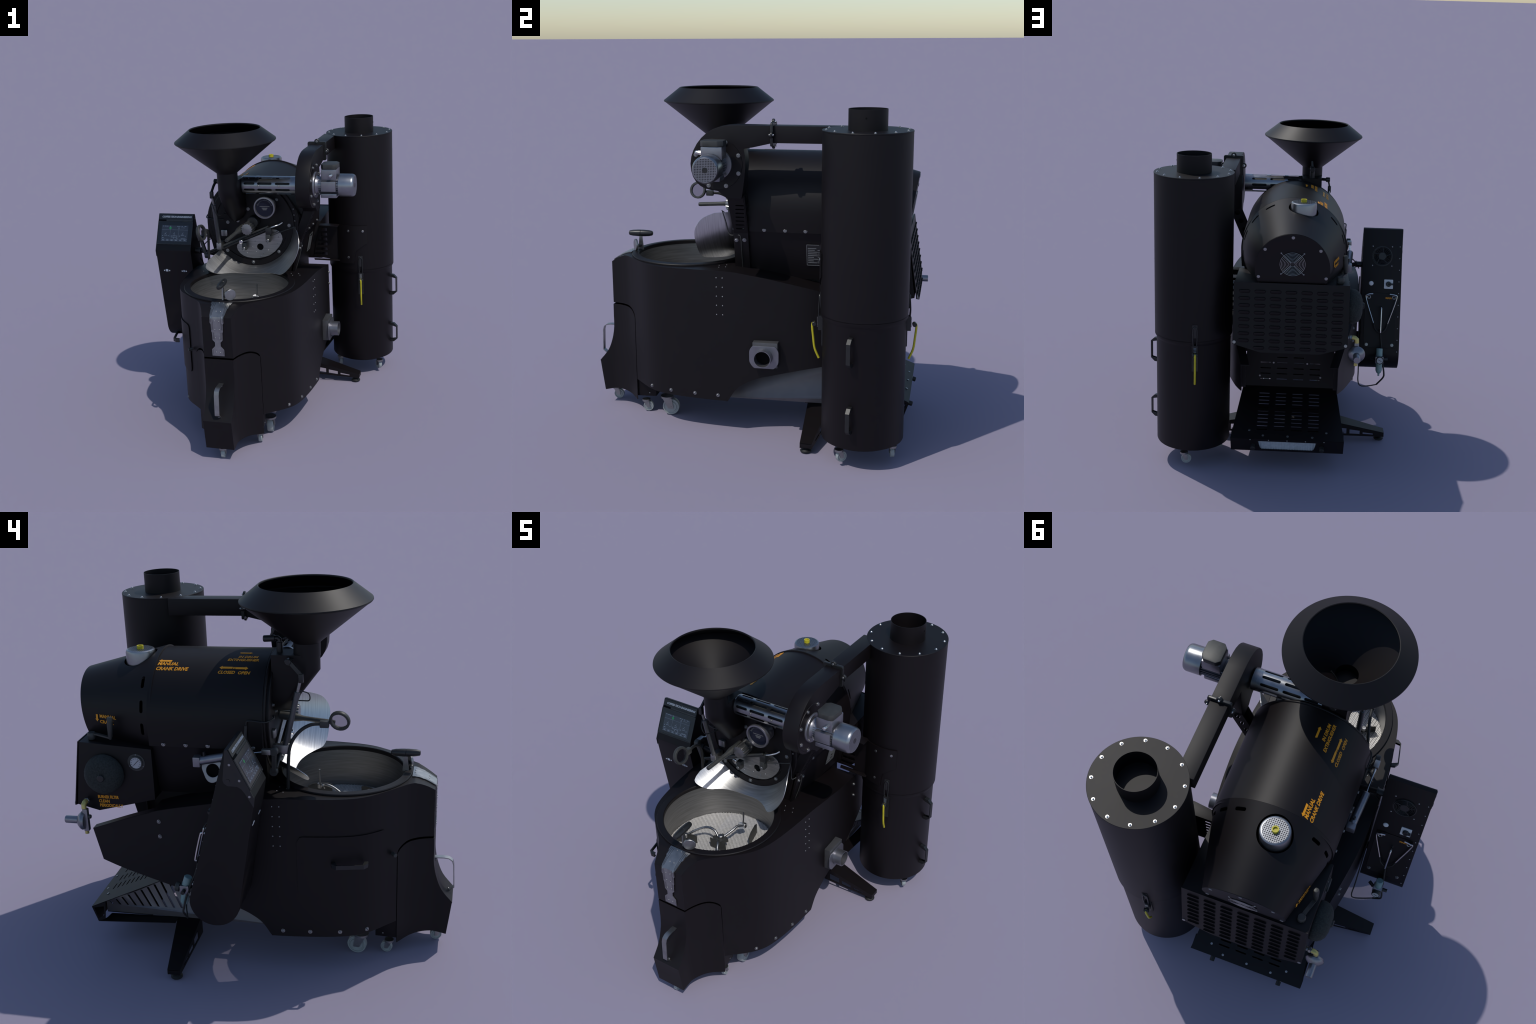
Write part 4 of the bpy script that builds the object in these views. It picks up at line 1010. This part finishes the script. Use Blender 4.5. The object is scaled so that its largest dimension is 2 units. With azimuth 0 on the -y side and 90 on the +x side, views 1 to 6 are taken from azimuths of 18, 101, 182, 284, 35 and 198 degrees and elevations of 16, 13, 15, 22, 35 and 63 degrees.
# bracket tying the cyclone to the drum frame
bw = []
a0, a1 = math.atan2(-.20, -.13), math.atan2(-.215, .083)
for k in range(25):
    a = a0+(a1-a0)*k/24; r = .2350; p = CY+V((r*math.cos(a), r*math.sin(a), 0))
    zb = .872 if p.x < .508 else (.872+(p.x-.508)*2.0 if p.x < .512 else min(1.02, .962+(p.x-.512)*.75))
    n = V((math.cos(a), math.sin(a), 0))
    bw.append([p+V((0, 0, zb)), p+V((0, 0, 1.150)), p+n*.005+V((0, 0, 1.150)), p+n*.005+V((0, 0, zb))])
BR = loft('cyclone_bracket', bw, BLACK, None, 35)
for x, z in ((.464, 1.112), (.568, 1.112), (.463, .918)):
    a = math.atan2(-math.sqrt(.2395**2-(x-CY.x)**2), x-CY.x); screw(CY+V((.2395*math.cos(a), .2395*math.sin(a), z)), (math.cos(a), math.sin(a), 0), .0085, M_FLAT, BR)
hs = [[(.262-.022*k*.5+(.0), 1.118-.036*k), (.262+.038, 1.118-.036*k), (.302, 1.098-.036*k), (.258-.011*k, 1.098-.036*k)] for k in range(6)]
plate('bracket_web', [[(.250, 1.150), (.385, 1.150), (.385, .884), (.200, .905)]]+hs, .004, BLACK, plane_fn((0, .508, 0), (1, 0, 0), (0, 0, 1)), BR)
prism('bracket_shelf', [(.255, .455), (.395, .437), (.395, .512), (.25, .512)], 'z', 1.146, 1.151, BLACK, BR, .001)
prism('bracket_shelf', [(.21, .485), (.395, .475), (.395, .512), (.20, .512)], 'z', .884, .889, BLACK, BR, .001)

# ------------------------------------------------------------------ control panel
PX0, PX1 = -.776, -.520
side = [(.034, 1.322), (.016, 1.326), (-.098, 1.092), (-.092, 1.050)]
ac = V((.1255, .528))
arcp = [(ac.x+.1255*math.cos(a), ac.y+.1255*math.sin(a)) for a in [math.radians(190+175*k/20) for k in range(21)]]
side += [(.0, .52)]+arcp
PAN = prism('control_panel', side, 'x', PX0, PX1, BLACK, None, .002)
pn = V((0, -.234, .114)).normalized()  # placeholder, refined below
pv = V((0, .016+.098, 1.326-1.092)).normalized(); pu = V((1, 0, 0)); pn = pu.cross(pv)
pfn = lambda c: V((CX-.573, -.098, 1.092))+pu*c.x+pv*c.y+pn*c.z      # u across, v up the sloped face
PL_ = .2603
plate('panel_cheek', [[(.030, 1.322), (.018, 1.325), (-.100, 1.090), (-.094, 1.046), (-.055, 1.115), (-.04, 1.135), (-.02, 1.147), (.025, 1.148), (.042, 1.160), (.047, 1.175)]], .003, BLACK2, plane_fn((PX0-.001, 0, 0), (0, 1, 0), (0, 0, 1)), PAN)
plate('bezel', [rrect(-.124, .048, .124, .202, .004)], .004, BEZEL, lambda c: pfn(c+V((0, 0, .002))), PAN, .001)
SCR = plate('screen', [rrect(-.097, .064, .098, .176, .002)], .001, SCREEN, lambda c: pfn(c+V((0, 0, .0047))), PAN)
plate('bezel_frame', [[(-.128, .043), (.128, .043), (.128, .205), (-.128, .205)], [(-.125, .047), (.125, .047), (.125, .2025), (-.125, .2025)]], .006, GRAPH, lambda c: pfn(c+V((0, 0, .003))), PAN)
plate('headboard', [rrect(-.126, .209, .126, .258, .003)], .003, BLACK2, lambda c: pfn(c+V((0, 0, .0015))), PAN)
plate('light_bar', [[(-.068, .206), (.122, .206), (.122, .217), (-.068, .217)]], .004, GRAPH, lambda c: pfn(c+V((0, 0, .003))), PAN)
plate('dark_slot_plate', [[(-.126, .206), (-.07, .206), (-.07, .217), (-.126, .217)]], .004, DARKIN, lambda c: pfn(c+V((0, 0, .003))), PAN)  # dark plate in place of an open card slot
text('maker_lettering', 'COFFEE-TECH ENGINEERING', .0175, lambda c: pfn(V((c.x-.103, c.y+.231, .0034+c.z))), WHITE, PAN, shear=.3, sx=.95)
def scr(lp, mat=SCRLINE): plate('screen_graphic', [lp], .0006, mat, lambda c: pfn(c+V((0, 0, .0054))), SCR)
def bar(x0, y0, x1, y1, w=.0016):
    d = V((x1-x0, y1-y0)).normalized(); n = V((-d.y, d.x))*w/2; scr([(x0+n.x, y0+n.y), (x0-n.x, y0-n.y), (x1-n.x, y1-n.y), (x1+n.x, y1+n.y)])
random.seed(3)
for x in (-.09, -.075, -.06, -.04, .015, .03, .048, .07): bar(x, .170, x+.008+.006*random.random(), .170, .003)
bar(-.096, .145, .097, .145, .0008); bar(-.033, .092, -.033, .16, .0008); bar(.03, .092, .03, .16, .0008)
scr(circle2(-.033, .157, .0085, 16), GREEN)
for cx in (-.065, -.002, .060):
    bar(cx-.008, .114, cx-.001, .119); bar(cx-.001, .119, cx+.004, .127); bar(cx-.002, .117, cx+.006, .112); bar(cx-.012, .106, cx+.012, .106, .002)
    for e in (-.021, .021): scr(circle2(cx+e, .102, .0028, 8))
for k in range(6): scr([(-.094+.032*k, .067), (-.066+.032*k, .067), (-.066+.032*k, .068), (-.094+.032*k, .068)]); bar(-.088+.032*k, .0725, -.074+.032*k, .0725, .0035); scr([(-.094+.032*k, .078), (-.066+.032*k, .078), (-.066+.032*k, .079), (-.094+.032*k, .079)])
bar(-.025, .094, .022, .094, .0025); bar(-.09, .088, -.078, .088, .003); bar(.05, .083, .085, .083, .003); bar(-.006, .087, -.002, .087, .004); bar(.018, .085, .024, .085, .004)
bar(.025, .160, .034, .160, .002); bar(.025, .153, .034, .153, .002); bar(.045, .160, .075, .160, .0012)
# small marks on the column front
cn = V((0, -.53, .092)).normalized()
cfn = lambda x0, z0: (lambda c: V((x0+c.x, -.092+(1.050-z0-c.y)*.1736-.001-c.z, z0+c.y)))
for x0, sc in ((-.715, 1.), (-.587, .8)):
    plate('column_mark', [rrect(-.009*sc, -.007*sc, .009*sc, .011*sc, .002)], .001, WHITE if sc == 1 else SCRLINE, cfn(x0, .938), PAN)
    for e in (-1, 1): plate('column_mark', [rrect(e*.019*sc-.004, -.004, e*.019*sc+.004, .005, .001)], .001, WHITE, cfn(x0, .938), PAN)
for p in ((.006, 1.253), (-.038, 1.177), (-.082, 1.100)): screw((PX0-.002, p[0]+.006, p[1]), (-1, 0, 0), .006, M_FLAT, PAN)
cyl('cheek_plug', (PX0-.002, .022, 1.172), (PX0-.005, .022, 1.172), .010, BLACK2, PAN, 16)
cyl('swivel_mount', (PX1-.002, .0, 1.070), (PX1+.040, .0, 1.070), .019, BLACK2, PAN, 20, .003)
lathe('swivel_flange', (PX1+.036, .0, 1.070), (1, 0, 0), [(.024, 0), (.024, .006), (.012, .008), (.012, .014)], BLACK2, PAN, 24)
# support arm to the base
cyl('panel_arm', (PX1, .12, .62), (-.44, .12, .62), .022, BLACK, PAN, 20)
cyl('panel_arm', (PX1+.04, .0, 1.07), (-.37, .0, 1.05), .014, BLACK, PAN, 16)
tube('panel_cable', [(-.50, .03, 1.05), (-.47, .04, 1.10), (-.44, .06, 1.13), (-.42, .09, 1.14)], .0035, RUBBER, PAN, 8, 5)
tube('panel_cable', [(-.508, .05, 1.0), (-.505, .10, .94), (-.51, .14, .80), (-.512, .20, .65), (-.514, .30, .45), (-.513, .348, .384), (-.53, .352, .352), (-.58, .335, .345), (-.635, .314, .348)], .0038, RUBBER, PAN, 8, 6)
# rear face
rv = V((0, .034-.2490, 1.322-.550)).normalized(); rn = V((-1, 0, 0)).cross(rv)
rfn = lambda x0, z0: (lambda c: V((x0-c.x, .034+(1.322-z0)*(.2150/.772), z0))+rv*c.y+rn*c.z)
ry = lambda z: .034+(1.322-z)*(.2150/.772)
plate('vent_plate', [circle2(0, 0, .066, 48)], .003, BLACK2, rfn(-.647, 1.153), PAN)
FN = ring_wire('vent_ring', rfn(-.647, 1.153)(V((0, 0, .004))), rn, .060, .003, BLACK2, PAN)
for R in (.052, .044, .036, .028): ring_wire('guard_ring', rfn(-.647, 1.153)(V((0, 0, .004))), rn, R, .0016, BLACK2, FN)
lathe('fan_hub', rfn(-.647, 1.153)(V((0, 0, .001))), rn, [(.024, 0), (.024, .005)], BLACK2, FN, 24)
plate('vent_dark', [circle2(0, 0, .056, 40)], .002, DARKIN, lambda c: rfn(-.647, 1.153)(c+V((0, 0, .002))), FN)
for a in range(5):
    t = a*2*math.pi/5; tube('vent_blade', [rfn(-.647, 1.153)(V((.024*math.cos(t), .024*math.sin(t), .003))), rfn(-.647, 1.153)(V((.055*math.cos(t+.3), .055*math.sin(t+.3), .003)))], .003, BLACK2, FN, 6)
for sx in (-1, 1):
    for sy in (-1, 1): screw(rfn(-.647, 1.153)(V((sx*.063, sy*.063, 0))), rn, .005, M_DOME, PAN)
lathe('lamp_button', rfn(-.580, .980)(V((0, 0, 0))), rn, [(.015, 0), (.015, .003), (.011, .007), (0, .008)], WHITE, PAN, 24)
SW = plate('main_switch', [rrect(-.028, -.029, .028, .029, .003)], .008, WHITE, rfn(-.693, .978), PAN, .001)
lathe('switch_dial', rfn(-.693, .978)(V((0, 0, .004))), rn, [(.017, 0), (.017, .010), (.014, .014)], BLACK2, SW, 24)
plate('switch_grip', [rrect(-.004, -.006, .028, .006, .002)], .012, BLACK2, lambda c: rfn(-.693, .978)(c+V((0, 0, .012))), SW)
DP = plate('access_plate', [rrect(-.102, -.178, .102, .178, .010)], .004, BLACK, rfn(-.645, .748), PAN, .001)
text('marking_text', 'MAIN', .0165, lambda c: rfn(-.700, .885)(V((c.x-.023, c.y, c.z+.003))), ORANGE, PAN, shear=0)
for x in (-.562, -.728): screw((x, ry(.595)+.002, .595), rn, .007, M_CAP, DP)
tube('grab_handle', [(-.649, ry(.830), .83), (-.649, ry(.83)+.03, .838), (-.649, ry(.81)+.037, .82), (-.648, ry(.70)+.037, .70), (-.648, ry(.685)+.03, .685), (-.648, ry(.69), .69)], .006, STEEL, DP, 10, 4)
for s, xb in ((1, -.549), (-1, -.748)):
    xm = -.648; y = ry(.9)
    tube('wire_bail', [(xb-s*.045, ry(.915)+.012, .918), (xb-s*.012, ry(.910)+.014, .914), (xb, ry(.89)+.012, .890), (xm+s*.044, ry(.73)+.018, .730)], .0045, STEEL, DP, 8, 4)
    ring_wire('bail_eye', (xb-s*.018, ry(.895)+.008, .897), rn, .010, .004, STEELG, DP, 16)
    tube('bail_hose', [(xm+s*.046, ry(.74)+.018, .738), (xm+s*.036, ry(.71)+.02, .705), (xm+s*.018, ry(.69)+.02, .683), (xm, ry(.68)+.02, .677)], .005, RUBBER, DP, 8, 4)
tube('bail_hose', [(-.648, ry(.68)+.02, .679), (-.655, ry(.62)+.018, .62), (-.662, ry(.57)+.03, .56), (-.67, .30, .49), (-.68, .315, .43), (-.675, .32, .40), (-.635, .314, .348)], .0055, RUBBER, DP, 8, 5)
for k in range(10): screw((PX0+.016, ry(1.215-.0735*k), 1.215-.0735*k), rn, .004, M_DOME, PAN)
for k in range(3): screw((PX1, ry(1.3-.08*k)-.012, 1.29-.08*k), (1, 0, 0), .004, M_DOME, PAN)
# air filter regulator below
AF = cyl('air_filter', (-.645, .290, .590), (-.645, .312, .528), .021, TEAL, None, 24, .003)
box('filter_block', (-.672, .286, .500), (-.618, .334, .548), ALU, AF, .006)
lathe('filter_bowl', (-.645, .312, .505), (0, .15, -1), [(.020, 0), (.021, .01), (.021, .055), (.015, .070), (.006, .078), (.006, .092)], TEAL, AF, 20)
lathe('filter_gauge', (-.646, .328, .526), (0, 1, .18), [(.010, 0), (.010, .01), (.0245, .012), (.0245, .030), (.022, .033), (.020, .030), (0, .030)], GRAPH, AF, 28)
lathe('gauge_dial', (-.646, .3585, .5315), (0, 1, .18), [(.0195, 0), (.0195, .001)], DIALW, AF, 24)
tube('dial_hand', [(-.657, .361, .526), (-.637, .361, .538)], .0012, BEZEL, AF, 6)
cyl('filter_port', (-.672, .31, .524), (-.70, .31, .524), .010, BLACK2, AF, 12)
cyl('filter_port', (-.618, .31, .524), (-.590, .29, .524), .010, BLACK2, AF, 12)
box('filter_bracket', (-.665, .235, .515), (-.625, .295, .535), GRAPH, AF, .002)

# ------------------------------------------------------------------ keep the tree at thing > part > sub-part
def depth(o): return 0 if o.parent is None else 1+depth(o.parent)
for o in list(COL.objects):
    while depth(o) > 2: o.parent = o.parent.parent
